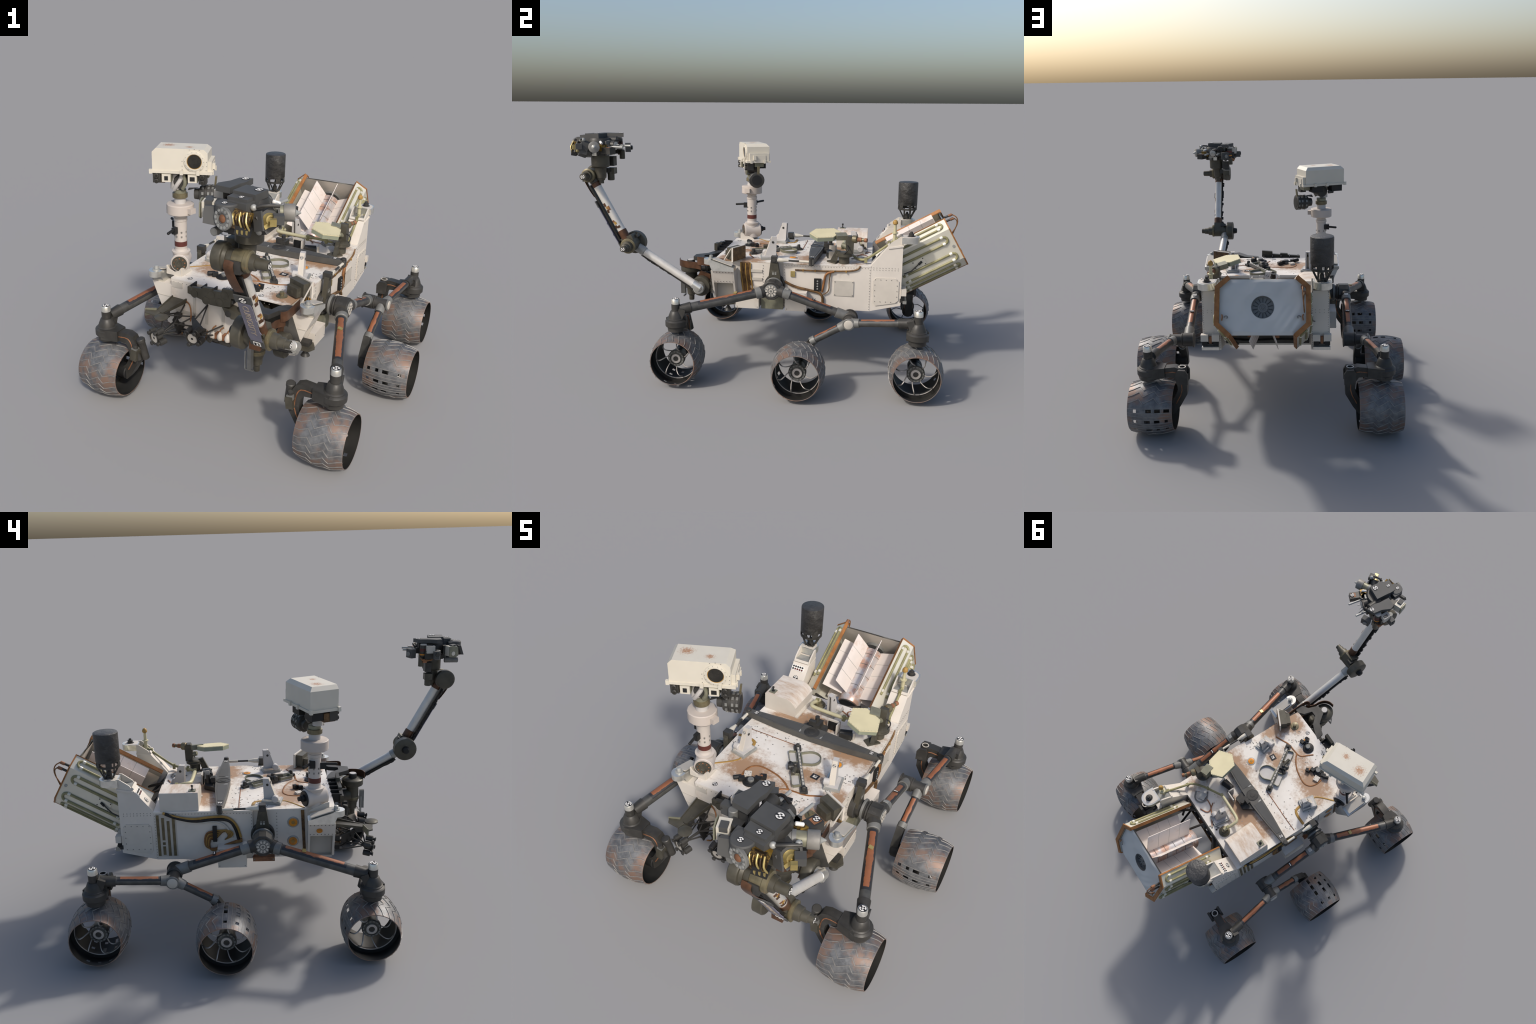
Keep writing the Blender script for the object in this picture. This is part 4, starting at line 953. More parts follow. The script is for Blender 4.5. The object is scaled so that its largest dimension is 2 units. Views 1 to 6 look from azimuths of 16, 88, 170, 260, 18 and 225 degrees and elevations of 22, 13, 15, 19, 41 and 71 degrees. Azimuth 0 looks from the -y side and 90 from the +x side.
P.tube([(x, y, z) for x, y in [(0.22, -0.072), (0.18, -0.090), (0.145, -0.108), (0.09, -0.110), (0.044, -0.117), (0.03, -0.15), (0.012, -0.185)]], 0.0042, 'orangewire', smooth=2, flat=.5)
P.tube([(x, y, z) for x, y in [(0.07, -0.112), (0.043, -0.085), (0.0, -0.062), (-0.029, -0.053), (-0.094, -0.042), (-0.127, -0.060), (-0.140, -0.095), (-0.134, -0.135)]], 0.0042, 'orangewire', smooth=2, flat=.5)
P.tube([(x, y, z) for x, y in [(-0.278, -0.131), (-0.198, -0.062), (-0.193, -0.030)]], 0.0042, 'ochre', smooth=1, flat=.4)
P.tube([(x, y, z) for x, y in [(-0.193, -0.035), (-0.190, 0.066), (-0.209, 0.090), (-0.284, 0.090)]], 0.0075, 'ochre', smooth=2, flat=.3)
P.tube([(x, y, z) for x, y in [(-0.02, 0.15), (-0.12, 0.150), (-0.20, 0.152), (-0.285, 0.150)]], 0.0022, 'rust', smooth=1, flat=.4)
P.done()
P = Part("deck_bolt", deck, stuff=True)
for cx, cy, n, r in [(0.16, -0.16, 16, 0.05), (0.20, -0.21, 8, 0.03), (0.255, 0.075, 7, 0.022), (0.262, 0.04, 5, 0.02), (-0.262, 0.04, 6, 0.02), (-0.15, 0.13, 14, 0.07), (-0.24, 0.18, 8, 0.05), (0.03, -0.225, 9, 0.05), (-0.1, 0.18, 8, 0.08), (0.14, 0.16, 6, 0.05), (0.02, -0.14, 5, .03)]:
    P.dots([(cx + RNG.uniform(-r, r), cy + RNG.uniform(-r, r), DECK) for _ in range(n)], (0, 0, 1), 0.0028, 0.0010, 'rivet', 8)
P.done()
# boxed camera behind the starboard shield
P = Part("shielded_camera", deck)
ax = (V((0.332, -0.163, 0)) - V((0.238, -0.117, 0))).normalized(); ay = V((-ax.y, ax.x, 0))
Rc = Matrix((ax, ay, V((0, 0, 1)))).transposed(); cc = V((0.2815, -0.140, 0.600))
P.box(cc + ay * 0.004, (0.105, 0.008, 0.072), 'whiteclean', rot=Rc, bev=0.001)
P.box(cc + ay * 0.009, (0.098, 0.003, 0.066), 'wire', rot=Rc)
P.box(cc - ay * 0.018 + V((0, 0, 0.002)), (0.085, 0.036, 0.058), 'olive', rot=Rc, bev=0.003)
P.box(cc - ay * 0.046 - ax * 0.002 + V((0, 0, -0.008)), (0.060, 0.024, 0.040), 'olive', rot=Rc, bev=0.004)
P.prism([cc + ax * 0.052 - ay * 0.002 + V((0, 0, 0.034)), cc + ax * 0.052 - ay * 0.002 + V((0, 0, 0.028)), cc + ax * 0.052 - ay * 0.046 + V((0, 0, -0.036)), cc + ax * 0.052 - ay * 0.052 + V((0, 0, -0.036))], ax * 0.004, 'whiteclean')
P.done()

# ------------------------------------------------------------------ camera mast
MX, MY = -0.281, -0.175
P = Part("mast", root)
P.prism([(-0.318, -0.235, 0.563), (-0.245, -0.235, 0.563), (-0.245, -0.235, 0.602), (-0.256, -0.235, 0.586), (-0.281, -0.235, 0.577), (-0.307, -0.235, 0.586), (-0.318, -0.235, 0.602)], (0, 0.007, 0), 'whiteclean', bev=0.001)
for x in (-0.318, -0.2455):
    P.prism([(x, -0.229, 0.563), (x, -0.150, 0.563), (x, -0.165, 0.575), (x, -0.222, 0.600), (x, -0.229, 0.600)], (0.005, 0, 0), 'whiteclean', bev=0.001)
bd = V((sin(radians(24)), -cos(radians(24)), 0)); bc = V((MX, MY, 0.614))      # tilt-drum axis, pointing forward
P.cyl(bc - bd * 0.046, bc + bd * 0.046, 0.0395, 'mast', seg=28, bev=0.003)
P.lathe(bc + bd * 0.0455, bd, [(0, 0.0375), (0.003, 0.037), (0.0035, 0.035)], 'collar', 28)
P.lathe(bc + bd * 0.0475, bd, [(0, 0.0335), (0.0030, 0.0330), (0.0034, 0.028), (0.0022, 0.027), (0.0022, 0.020), (0.0042, 0.019), (0.0042, 0.012), (0.0028, 0.011), (0.0028, 0.001)], 'olive', 28)
P.dots([bc + bd * 0.0495 + frame(bd) @ V((0.0235 * cos(q), 0.0235 * sin(q), 0)) for q in [2 * pi * k / 9 for k in range(9)]], bd, 0.003, 0.002, 'rust')
P.cyl(bc - bd * 0.045, bc - bd * 0.052, 0.034, 'black', seg=24, bev=0.002)
P.cyl(bc - bd * 0.050 + V((-0.002, 0, 0.004)), bc - bd * 0.066 + V((-0.003, 0, 0.004)), 0.015, 'black', seg=16, bev=0.002)
P.cyl(bc - bd * 0.064 + V((-0.003, 0, 0.004)), bc - bd * 0.078 + V((-0.003, 0, 0.004)), 0.010, 'black', seg=14)
P.cyl((MX, MY, 0.575), (MX, MY, 0.652), 0.037, 'mast', r2=0.035, seg=24)
P.lathe((MX, MY, 0.640), (0, 0, 1), [(0, 0.034), (0.010, 0.038), (0.014, 0.040), (0.019, 0.040), (0.020, 0.029), (0.030, 0.0265)], 'mast', 28)
P.lathe((MX, MY, 0.668), (0, 0, 1), [(0, 0.0265), (0.014, 0.0265)], 'collar', 28)
P.lathe((MX, MY, 0.682), (0, 0, 1), [(0, 0.0272), (0.022, 0.0272)], 'red', 28)
P.lathe((MX, MY, 0.704), (0, 0, 1), [(0, 0.0265), (0.090, 0.0268), (0.092, 0.0295), (0.104, 0.0295), (0.106, 0.026), (0.125, 0.0255)], 'mast', 28)
P.lathe((MX, MY, 0.825), (0, 0, 1), [(0, 0.026), (0.002, 0.055), (0.005, 0.0585), (0.043, 0.0585), (0.046, 0.055), (0.047, 0.028)], 'collar', 14)
P.box((MX + 0.063, MY - 0.012, 0.848), (0.020, 0.030, 0.022), 'collar', rot=(0, 0, -12), bev=0.002)
P.cyl((MX, MY, 0.870), (MX, MY, 0.900), 0.0250, 'traywhite', seg=24)
P.lathe((MX, MY, 0.896), (0, 0, 1), [(0, 0.028), (0.002, 0.032), (0.020, 0.032), (0.022, 0.028)], 'olivegold', 24)
P.cyl((MX, MY, 0.916), (MX, MY, 0.932), 0.026, 'olivelight', seg=24)
# spotting handles
P.box((MX - 0.006, MY - 0.034, 0.757), (0.018, 0.028, 0.028), 'black', bev=0.003)
P.cyl((MX - 0.006, MY - 0.04, 0.764), (MX - 0.002, -0.270, 0.761), 0.006, 'black', seg=10, bev=0.002)
P.box((MX - 0.03, MY + 0.012, 0.770), (0.028, 0.024, 0.028), 'black', bev=0.003)
P.cyl((MX - 0.03, MY + 0.02, 0.772), (-0.363, -0.121, 0.774), 0.006, 'black', seg=10, bev=0.002)
P.dots([(MX + 0.0265 * cos(a), MY + 0.0265 * sin(a), zz) for a in [radians(x) for x in (-95, -50, 0, 60, 120, 170, 215)] for zz in (0.725, 0.745)], (0, 0, 1), 0.0035, 0.006, 'rivet')
mast = P.done()

HM = Matrix.Translation((MX, MY, 0.853)) @ Matrix.Rotation(radians(22.8), 4, 'Z')     # head frame, z origin below the head
def hz(z): return z - 0.853
P = Part("camera_head", root)
Zb, Zs, Zt = hz(1.021), hz(1.097), hz(1.113)
x0, x1, y0, y1 = -0.103, 0.124, -0.053, 0.072
t = [(x0 + 0.016, y0), (x1 - 0.016, y0), (x1 - 0.016, y1 - 0.015), (x0 + 0.016, y1 - 0.015)]
vs = [(x0, y0, Zb), (x1, y0, Zb), (x1, y1, Zb), (x0, y1, Zb), (x0, y0, Zs), (x1, y0, Zs), (x1, y1, Zs), (x0, y1, Zs)] + [(x, y, Zt) for x, y in t]
P._faces([V(v) for v in vs], [(3, 2, 1, 0), (0, 1, 5, 4), (1, 2, 6, 5), (2, 3, 7, 6), (3, 0, 4, 7), (4, 5, 9, 8), (5, 6, 10, 9), (6, 7, 11, 10), (7, 4, 8, 11), (8, 9, 10, 11)], 'head', bev=0.0015)
P.box((0.128, 0.012, hz(1.042)), (0.022, 0.108, 0.042), 'cream', bev=0.002)
P.box((0.1385, 0.012, hz(1.036)), (0.006, 0.07, 0.03), 'cream', bev=0.001)
P.prism([(x0 - 0.006, y0 - 0.004, hz(1.011)), (x1 + 0.018, y0 - 0.004, hz(1.011)), (x1 + 0.018, y1 + 0.004, hz(1.011)), (x0 - 0.006, y1 + 0.004, hz(1.011))], (0, 0, 0.011), 'cream', bev=0.002)
for (x, y) in [(x0 - 0.006, y0), (0.018, y0 - 0.005), (0.085, y0 - 0.005), (x1 + 0.016, y0 + 0.02), (0.0, y1 + 0.005), (x0 - 0.006, y1), (0.07, y1 + 0.005), (x1 + 0.018, y1 - 0.03)]:
    P.box((x, y, hz(1.017)), (0.013, 0.011, 0.018), 'cream', bev=0.002)
P.box((x1 + 0.022, -0.015, hz(1.040)), (0.010, 0.014, 0.024), 'cream', bev=0.001)
head = P.done(matrix=HM)
P = Part("main_lens", head)
cw = V((0.070, y0, hz(1.063)))
P.lathe(cw, (0, -1, 0), [(-0.002, 0.0425), (0.004, 0.0425), (0.005, 0.040), (0.005, 0.0365), (0.007, 0.036), (0.007, 0.0315), (0.002, 0.0305)], 'cream', 32)
P.lathe(cw, (0, -1, 0), [(0.001, 0.0313), (0.003, 0.0313), (0.003, 0.0285)], 'ochre', 32)
P.lathe(cw, (0, -1, 0), [(0.0012, 0.0288), (0.0032, 0.0285), (0.0036, 0.02)], 'glass', 32)
P.dots([cw + V((0.039 * cos(a), -0.005, 0.039 * sin(a))) for a in [2 * pi * k / 14 for k in range(14)]], (0, -1, 0), 0.0015, 0.001, 'rivet')
P.dots([cw + V((dx, 0, dz)) for dx, dz in [(-0.05, 0), (-0.05, -0.02), (-0.05, -0.035), (0.048, -0.035), (0.05, 0), (0.05, -0.018), (-.02, .047), (0, .05), (.02, .047)]], (0, -1, 0), 0.0018, 0.001, 'rivet')
P.done()
P = Part("stereo_camera", head)
for x, w in [(-0.045, 0.040), (0.062, 0.040)]:
    P.box((x, -0.035, hz(0.992)), (w, 0.040, 0.034), 'olivelight', bev=0.002)
    P.box((x, -0.057, hz(0.992)), (w - 0.004, 0.006, 0.032), 'cream', bev=0.003)
    P.box((x, -0.0605, hz(0.992)), (0.020 if x > 0 else 0.015, 0.003, 0.017), 'black', bev=0.001)
for x in (-0.086, 0.1025):
    P.box((x, -0.033, hz(0.990)), (0.032, 0.036, 0.042), 'dark', bev=0.002)
    for z in (0.978, 1.000):
        P.cyl((x, -0.045, hz(z)), (x, -0.062, hz(z)), 0.0098, 'dark', seg=16, bev=0.002)
        P.cyl((x, -0.0615, hz(z)), (x, -0.0625, hz(z)), 0.006, 'glass', seg=12)
P.box((-0.078, -0.015, hz(0.985)), (0.046, 0.05, 0.036), 'wire', bev=0.004)
P.box((-0.066, 0.036, hz(0.993)), (0.062, 0.052, 0.036), 'black', bev=0.003)
P.box((0.050, 0.036, hz(0.993)), (0.062, 0.052, 0.036), 'black', bev=0.003)
P.cyl((-0.05, 0.05, hz(0.972)), (-0.02, 0.045, hz(0.970)), 0.009, 'dark', seg=12, bev=0.002)
P.box((0.105, 0.015, hz(0.998)), (0.036, 0.05, 0.022), 'olivelight', bev=0.003)
P.cyl((0.008, -0.030, hz(0.970)), (0.006, 0.030, hz(0.972)), 0.030, 'dark', seg=20, bev=0.003)
P.cyl((-0.016, -0.005, hz(0.935)), (-0.016, -0.005, hz(1.0)), 0.022, 'traywhite', seg=18)
P.tube([(-0.02, -0.025, hz(0.935)), (-0.008, -0.036, hz(0.955)), (0.012, -0.034, hz(0.985)), (0.012, -0.02, hz(1.005))], 0.009, 'traywhite', smooth=1)
P.tube([(0.016, -0.03, hz(0.940)), (0.03, -0.034, hz(0.965)), (0.022, -0.03, hz(1.0))], 0.008, 'olivelight', smooth=1)
P.done()
P = Part("tilt_motor", root)
a, b = V((-0.139, -0.120, 0.917)), V((-0.222, -0.150, 0.914)); dd = (b - a).normalized()
P.lathe(a, dd, [(0, 0.030), (0.001, 0.040), (0.003, 0.042), (0.006, 0.039), (0.012, 0.039), (0.013, 0.041), (0.018, 0.041), (0.019, 0.038), (0.034, 0.038), (0.035, 0.040), (0.040, 0.040), (0.041, 0.037), (0.062, 0.036), (0.066, 0.033), (0.068, 0.024), (0.090, 0.022)], 'dark', 26)
P.lathe(a - dd * 0.001, dd, [(0, 0.028), (0.002, 0.028), (0.002, 0.020), (-0.0004, 0.019), (-0.0004, 0.001)], 'black', 24)
for k in range(10):
    an = 2 * pi * k / 10
    for u in (0.009, 0.026, 0.050):
        Rr = frame(dd)
        P.box(a + dd * u + Rr @ V((0.0385 * cos(an), 0.0385 * sin(an), 0)), (0.004, 0.012, 0.009), 'midgrey', rot=Rr @ Matrix.Rotation(an, 3, 'Z'))
P.box((-0.146, -0.114, 0.955), (0.007, 0.014, 0.075), 'olivegold', rot=(0, 6, 20))
P.prism([(-0.20, -0.155, 0.945), (-0.235, -0.182, 0.935), (-0.232, -0.178, 0.945)], (0.004, -0.012, 0.004), 'black')
P.done()

# ------------------------------------------------------------------ low-gain antenna can on the port tower
P = Part("relay_antenna", root)
UX, UY = -0.253, 0.700
P.lathe((UX, UY, 0.788), (0, 0, 1), [(0, 0.050), (0.003, 0.052), (0.121, 0.0525), (0.1255, 0.0515), (0.1275, 0.048)], 'uhf', 36)
P.lathe((UX, UY, 0.764), (0, 0, 1), [(0, 0.043), (0, 0.0510), (0.008, 0.0515), (0.008, 0.043)], 'dark', 36, closed=True)
for k in range(6):
    a = 2 * pi * (k + .25) / 6
    P.box((UX + 0.0480 * cos(a), UY + 0.0480 * sin(a), 0.780), (0.004, 0.026 if k % 2 else 0.014, 0.026), 'dark', rot=(0, 0, math.degrees(a)))
for k in range(4):
    a = pi / 4 + pi / 2 * k
    f1, f2 = a - 0.45, a + 0.45
    base = (UX + 0.026 * cos(a), UY + 0.022 * sin(a), 0.712)
    for f in (f1, f2): P.cyl(base, (UX + 0.047 * cos(f), UY + 0.047 * sin(f), 0.768), 0.0033, 'dark', seg=8)
P.lathe((UX, UY, 0.710), (0, 0, 1), [(0, 0.022), (0.006, 0.020), (0.008, 0.012), (0.030, 0.011), (0.032, 0.006), (0.04, 0.006)], 'dark', 16)
P.done()
P = Part("tower_connector", deck)
Rs = Matrix.Rotation(radians(50), 3, 'X')
P.box((-0.255, 0.580, 0.6425), (0.062, 0.026, 0.004), 'markwhite', rot=Rs, bev=0.001)
for i in range(5):
    for j in range(2):
        P.cyl(V((-0.255 + (i - 2) * 0.0115, 0.580, 0.6425)) + Rs @ V((0, (j - .5) * 0.012, 0.001)), V((-0.255 + (i - 2) * 0.0115, 0.580, 0.6425)) + Rs @ V((0, (j - .5) * 0.012, 0.0038)), 0.0045, ['markblack', 'red'][1 - j] if i else 'markblack', seg=10)
P.done()
marker((-0.252, 0.5505, 0.6055), n=(0, -0.77, 0.64), size=1.0, parent=chassis)
marker((0.235, 0.5535, 0.609), n=(0, -0.77, 0.64), size=0.8, parent=chassis)

# ------------------------------------------------------------------ radioisotope generator
A = V((0, 0.870, 0.493)); U = V((0, -0.493, 0.870)); E0 = V((0, 0.93, 0.657))
def rg(x, a, u): return E0 + V((x, 0, 0)) + A * a + U * u
gen = Part("power_generator", root)
gen.lathe(rg(0, -0.345, 0.013), A, [(0, 0.036), (0.001, 0.051), (0.006, 0.054), (0.030, 0.054), (0.031, 0.0515), (0.278, 0.0515), (0.279, 0.054), (0.294, 0.054)], 'rtgcore', 36)
gen.cyl(rg(0, -0.3475, 0.013), rg(0, -0.343, 0.013), 0.045, 'dark', seg=28)
for k in range(1, 5): gen.lathe(rg(0, -0.315 + 0.058 * k, 0.013), A, [(-0.0012, 0.0518), (-0.0012, 0.0528), (0.0012, 0.0528), (0.0012, 0.0518)], 'midgrey', 36, closed=True)
gen = gen.done()
for ang in (22.5, 67.5, 112.5, 157.5, -22.5, -67.5, -112.5, -157.5):
    P = Part("cooling_fin", gen)
    d = V((1, 0, 0)) * sin(radians(ang)) + U * cos(radians(ang)); n = A.cross(d)
    rl = 0.154 if abs(ang) < 90 else 0.148
    q = [rg(0, -0.310, 0.013) + d * 0.050, rg(0, -0.045, 0.013) + d * 0.050, rg(0, -0.045, 0.013) + d * rl, rg(0, -0.310, 0.013) + d * rl]
    P.prism([p - n * 0.0012 for p in q], n * 0.0024, 'fin')
    for k in range(1, 4):
        f = k / 4
        e0 = q[0].lerp(q[1], f); e1 = q[3].lerp(q[2], f)
        for sg in (1, -1): P.cyl(e0 + n * 0.0008 * sg, e1 + n * 0.0008 * sg, 0.0010, 'grey', seg=6)
    P.done()
SEC = [(0.147, 0.142), (0.196, 0.098), (0.196, -0.062), (0.141, -0.112)]
for s in (1, -1):
    P = Part("heat_exchanger_panel", gen)
    for k in range(3):
        (xa, ua), (xb, ub) = SEC[k], SEC[k + 1]
        nx, nu = -(ub - ua), (xb - xa); L = math.hypot(nx, nu); nx, nu = -nx / L * -1, nu / L * 1
        # outward normal in (x,u)
        ox, ou = (ua - ub) / L, (xb - xa) / L
        th = 0.013
        q = [(xa, ua), (xb, ub), (xb - ox * th, ub - ou * th), (xa - ox * th, ua - ou * th)]
        P.prism([rg(x * s, -0.375, u) for x, u in q], A * 0.375, 'rtgpanel', bev=0.0008)
    P.done()
    P = Part("edge_strip", gen)
    for k in range(3):
        (xa, ua), (xb, ub) = SEC[k], SEC[k + 1]; L = math.hypot(xb - xa, ub - ua); ox, ou = (ua - ub) / L, (xb - xa) / L
        tx, tu = (xb - xa) / L, (ub - ua) / L
        q = [(xa + ox * .003 - tx * .003, ua + ou * .003 - tu * .003), (xb + ox * .003 + tx * .003, ub + ou * .003 + tu * .003), (xb - ox * .017, ub - ou * .017), (xa - ox * .017, ua - ou * .017)]
        P.prism([rg(x * s, 0.0002, u) for x, u in q], A * (0.006 + 0.0004 * k), 'brownrim')
    (xa, ua), (xb, ub) = SEC[0], SEC[1]; L = math.hypot(xb - xa, ub - ua); ox, ou = (ua - ub) / L, (xb - xa) / L
    q = [(xa + ox * .001, ua + ou * .001), (xa - ox * .016, ua - ou * .016), (xa - ox * .016, ua - ou * .016 + 0.004), (xa + ox * .001, ua + ou * .001 + 0.004)]
    P.prism([rg(x * s, -0.376, u) for x, u in q], A * 0.378, 'brownrim', bev=0.0008)
    (xa, ua), (xb, ub) = SEC[2], SEC[3]; L = math.hypot(xb - xa, ub - ua); ox, ou = (ua - ub) / L, (xb - xa) / L
    q = [(xb + ox * .001, ub + ou * .001), (xb - ox * .016, ub - ou * .016), (xb - ox * .016 - 0.004, ub - ou * .016 - 0.003), (xb + ox * .001 - 0.004, ub + ou * .001 - 0.003)]
    P.prism([rg(x * s, -0.374, u) for x, u in q], A * 0.376, 'brownrim', bev=0.0008)
    P.done()
    P = Part("coolant_pipe", gen)
    def loop(pa, pb, pr, rev):
        """U-shaped pipe between two lines given as (x,u) pairs offset outwards."""
        a0, a1 = (-0.32, -0.028) if not rev else (-0.30, -0.022)
        ra, rb = pa, pb; w = math.hypot(pa[0] - pb[0], pa[1] - pb[1]); mx, mu = (pa[0] + pb[0]) / 2, (pa[1] + pb[1]) / 2
        pts = [rg(pa[0] * s, a0, pa[1])]
        for k in range(9):
            t = pi * k / 8
            pts.append(rg((mx + (pa[0] - mx) * cos(t)) * s, a1 - w * 0.5 + w * 0.5 * sin(t), mu + (pa[1] - mu) * cos(t)))
        pts.append(rg(pb[0] * s, a0, pb[1]))
        P.tube(pts, pr, 'pipe', seg=10)
        for (x, u) in (pa, pb):
            for a in (a1 - w * 0.5 - 0.006, a0 + 0.02):
                P.cyl(rg(x * s, a - 0.007, u), rg(x * s, a + 0.007, u), pr + 0.002, 'rtgpanel', seg=10, bev=0.001)
    e = 0.0035
    loop((0.196 + e, 0.074), (0.196 + e, 0.040), 0.0060, False)
    loop((0.196 + e, -0.018), (0.196 + e, -0.052), 0.0060, True)
    t1 = [(0.147 + 0.049 * f + e * .67, 0.142 - 0.044 * f + e * .74) for f in (0.25, 0.72)]
    loop(t1[0], t1[1], 0.0055, True)
    t2 = [(0.196 - 0.055 * f + e * .67, -0.062 - 0.050 * f - e * .74) for f in (0.28, 0.76)]
    loop(t2[0], t2[1], 0.0045, False)
    P.box(rg(0.1985 * s, -0.20, 0.010), (0.004, 0.065, 0.040), 'rtgpanel', rot=frame(U, A).to_3x3() if False else Matrix((V((1, 0, 0)), A, U)).transposed(), bev=0.001)
    P.tube([rg(0.205 * s, -0.19, 0.012), rg(0.212 * s, -0.25, -0.005), rg(0.222 * s, -0.29, 0.0)], 0.003, 'dark', seg=8)
    P.cyl(rg(0.203 * s, -0.185, 0.013), rg(0.208 * s, -0.205, 0.007), 0.0055, 'black', seg=10)
    P.dots([rg(0.2005 * s, -0.20 + a * 0.026, 0.010 + b * 0.015) for a in (-1, 1) for b in (-1, 1)], (s, 0, 0), 0.003, 0.0015, 'dark')
    P.dots([rg(0.196 * s, -0.016, 0.012)], (s, 0, 0), 0.007, 0.003, 'grey', 10)
    P.done()
# rear blanket plate with a slight crumple, and the round port
P = Part("thermal_blanket", gen)
oct_ = [(0.137, 0.131), (0.179, 0.096), (0.179, -0.060), (0.137, -0.104), (-0.137, -0.104), (-0.179, -0.060), (-0.179, 0.096), (-0.137, 0.131)]
UC, RH = 0.013, 0.046
def reach(a):
    """Distance from the port centre to the octagon edge in direction a."""
    dx, du = sin(a), cos(a); best = 9.0
    for (xa, ua), (xb, ub) in zip(oct_, oct_[1:] + oct_[:1]):
        ex, eu = xb - xa, ub - ua; den = dx * eu - du * ex
        if abs(den) < 1e-9: continue
        t = (xa * eu - (ua - UC) * ex) / den; q = (xa * du - (ua - UC) * dx) / den
        if t > 0 and -1e-6 <= q <= 1 + 1e-6: best = min(best, t)
    return best
corner = sorted(math.atan2(x, u - UC) % (2 * pi) for x, u in oct_)
angs = sorted(set([2 * pi * k / 120 for k in range(120)] + corner)); NR = 22
for mat, base, sgn in (('cloth', -0.009, 1), ('panelgrey', -0.016, 0)):
    k = P.mi(mat); rings = []
    for a in angs:
        L = reach(a); row = []
        for j in range(NR + 1):
            r = RH + (L - RH) * j / NR; x, u = r * sin(a), UC + r * cos(a)
            ed = min(1.0, j / 5, (NR - j) / 4)
            sag = max(0.0, 1 - math.hypot(x + 0.12, u + 0.06) / 0.09)          # crumple in one lower corner
            h = (0.0016 * (sin(31 * x + 17 * u) + sin(-23 * x + 41 * u + 1) + 0.6 * sin(70 * x + 55 * u)) + 0.003 * sag * sin(160 * x + 110 * u) + 0.004) * ed * sgn
            row.append(P.bm.verts.new(rg(x, base + h, u)))
        rings.append(row)
    for r0, r1 in zip(rings, rings[1:] + rings[:1]):
        for j in range(NR): P.bm.faces.new((r0[j], r0[j + 1], r1[j + 1], r1[j])).material_index = k
P.done(60)
P = Part("round_port", gen)
P.lathe(rg(0, -0.008, 0.013), A, [(0, 0.0462), (-0.016, 0.0462), (-0.016, 0.0435), (-0.017, 0.022), (-0.014, 0.021), (-0.014, 0.014), (-0.016, 0.013), (-0.016, 0.006), (-0.013, 0.005), (-0.013, 0.001), (-0.020, 0.001), (-0.022, 0.048), (0.0, 0.048)], 'midgrey', 36, closed=True)
for q in range(14):
    a = 2 * pi * q / 14
    P.box(rg(0.033 * sin(a), -0.0240, 0.013 + 0.033 * cos(a)), (0.0025, 0.0030, 0.018), 'dark', rot=Matrix((V((1, 0, 0)), A, U)).transposed() @ Matrix.Rotation(a, 3, 'Y'))
P.done()
P = Part("generator_harness", gen)
P.cyl(rg(-0.165, 0.0, 0.090), rg(-0.165, 0.045, 0.088), 0.006, 'dark', seg=10); P.cyl(rg(-0.165, 0.03, 0.088), rg(-0.165, 0.05, 0.087), 0.0075, 'rust', seg=10)
P.cyl(rg(-0.172, 0.0, 0.066), rg(-0.172, 0.045, 0.064), 0.006, 'dark', seg=10); P.cyl(rg(-0.172, 0.03, 0.064), rg(-0.172, 0.05, 0.063), 0.0075, 'rust', seg=10)
P.tube([rg(-0.165, 0.05, 0.087), rg(-0.165, 0.068, 0.060), rg(-0.168, 0.055, 0.025), rg(-0.172, 0.006, -0.005)], 0.0028, 'orangewire', smooth=2)
P.tube([rg(-0.172, 0.05, 0.063), rg(-0.170, 0.06, 0.045), rg(-0.168, 0.045, 0.02), rg(-0.172, 0.006, -0.012)], 0.0025, 'wire', smooth=2)
for x in (-0.158, 0.158):
    P.tube([rg(x, 0.0, -0.03), rg(x * 0.95, 0.006, -0.024), rg(x * 0.90, 0.006, -0.03), rg(x * .93, 0.004, -0.036)], 0.0025, 'midgrey', smooth=2)
    P.tube([rg(x * 1.06, 0.0, -0.02), rg(x * 1.04, 0.006, -0.028), rg(x * 1.06, 0.004, -0.045)], 0.003, 'orangewire', smooth=1)
P.done()

# ------------------------------------------------------------------ front instruments
P = Part("sample_inlet_panel", root)
fp = [(-0.161, 0.577), (-0.09, 0.5815), (-0.088, 0.590), (-0.045, 0.592), (-0.044, 0.584), (0.0, 0.588), (0.002, 0.603), (0.062, 0.608), (0.063, 0.571), (0.044, 0.569), (0.040, 0.530), (-0.005, 0.521), (-0.053, 0.519), (-0.095, 0.533), (-0.161, 0.547)]
P.prism([(x, -0.315, z - 0.010) for x, z in fp], (0, 0.016, 0), 'olive', bev=0.0015)
P.box((-0.05, -0.285, 0.540), (0.20, 0.046, 0.016), 'dark')
for x in (-0.15, -0.10, -0.05, 0.0, 0.05): P.box((x, -0.284, 0.556), (0.005, 0.046, 0.035), 'black')
for cx, cz in [(-0.128, 0.552), (-0.048, 0.564), (0.014, 0.577), (-0.073, 0.534), (-0.009, 0.541)]:
    P.lathe((cx, -0.315, cz - 0.010), (0, -1, 0), [(0, 0.0175), (0.0015, 0.0175), (0.0015, 0.016), (0.0004, 0.0158), (0.0004, 0.001)], 'olive', 24)
P.prism([(0.000, -0.312, 0.512), (0.042, -0.312, 0.508), (0.084, -0.312, 0.492), (0.076, -0.312, 0.470), (0.045, -0.312, 0.466), (0.012, -0.312, 0.490)], (0, 0.045, 0), 'olive', bev=0.004)
P.cyl((0.030, -0.312, 0.487), (0.030, -0.3145, 0.487), 0.014, 'dark', seg=18)
P.box((0.082, -0.278, 0.500), (0.03, 0.03, 0.05), 'dark', bev=0.004)
P.done()

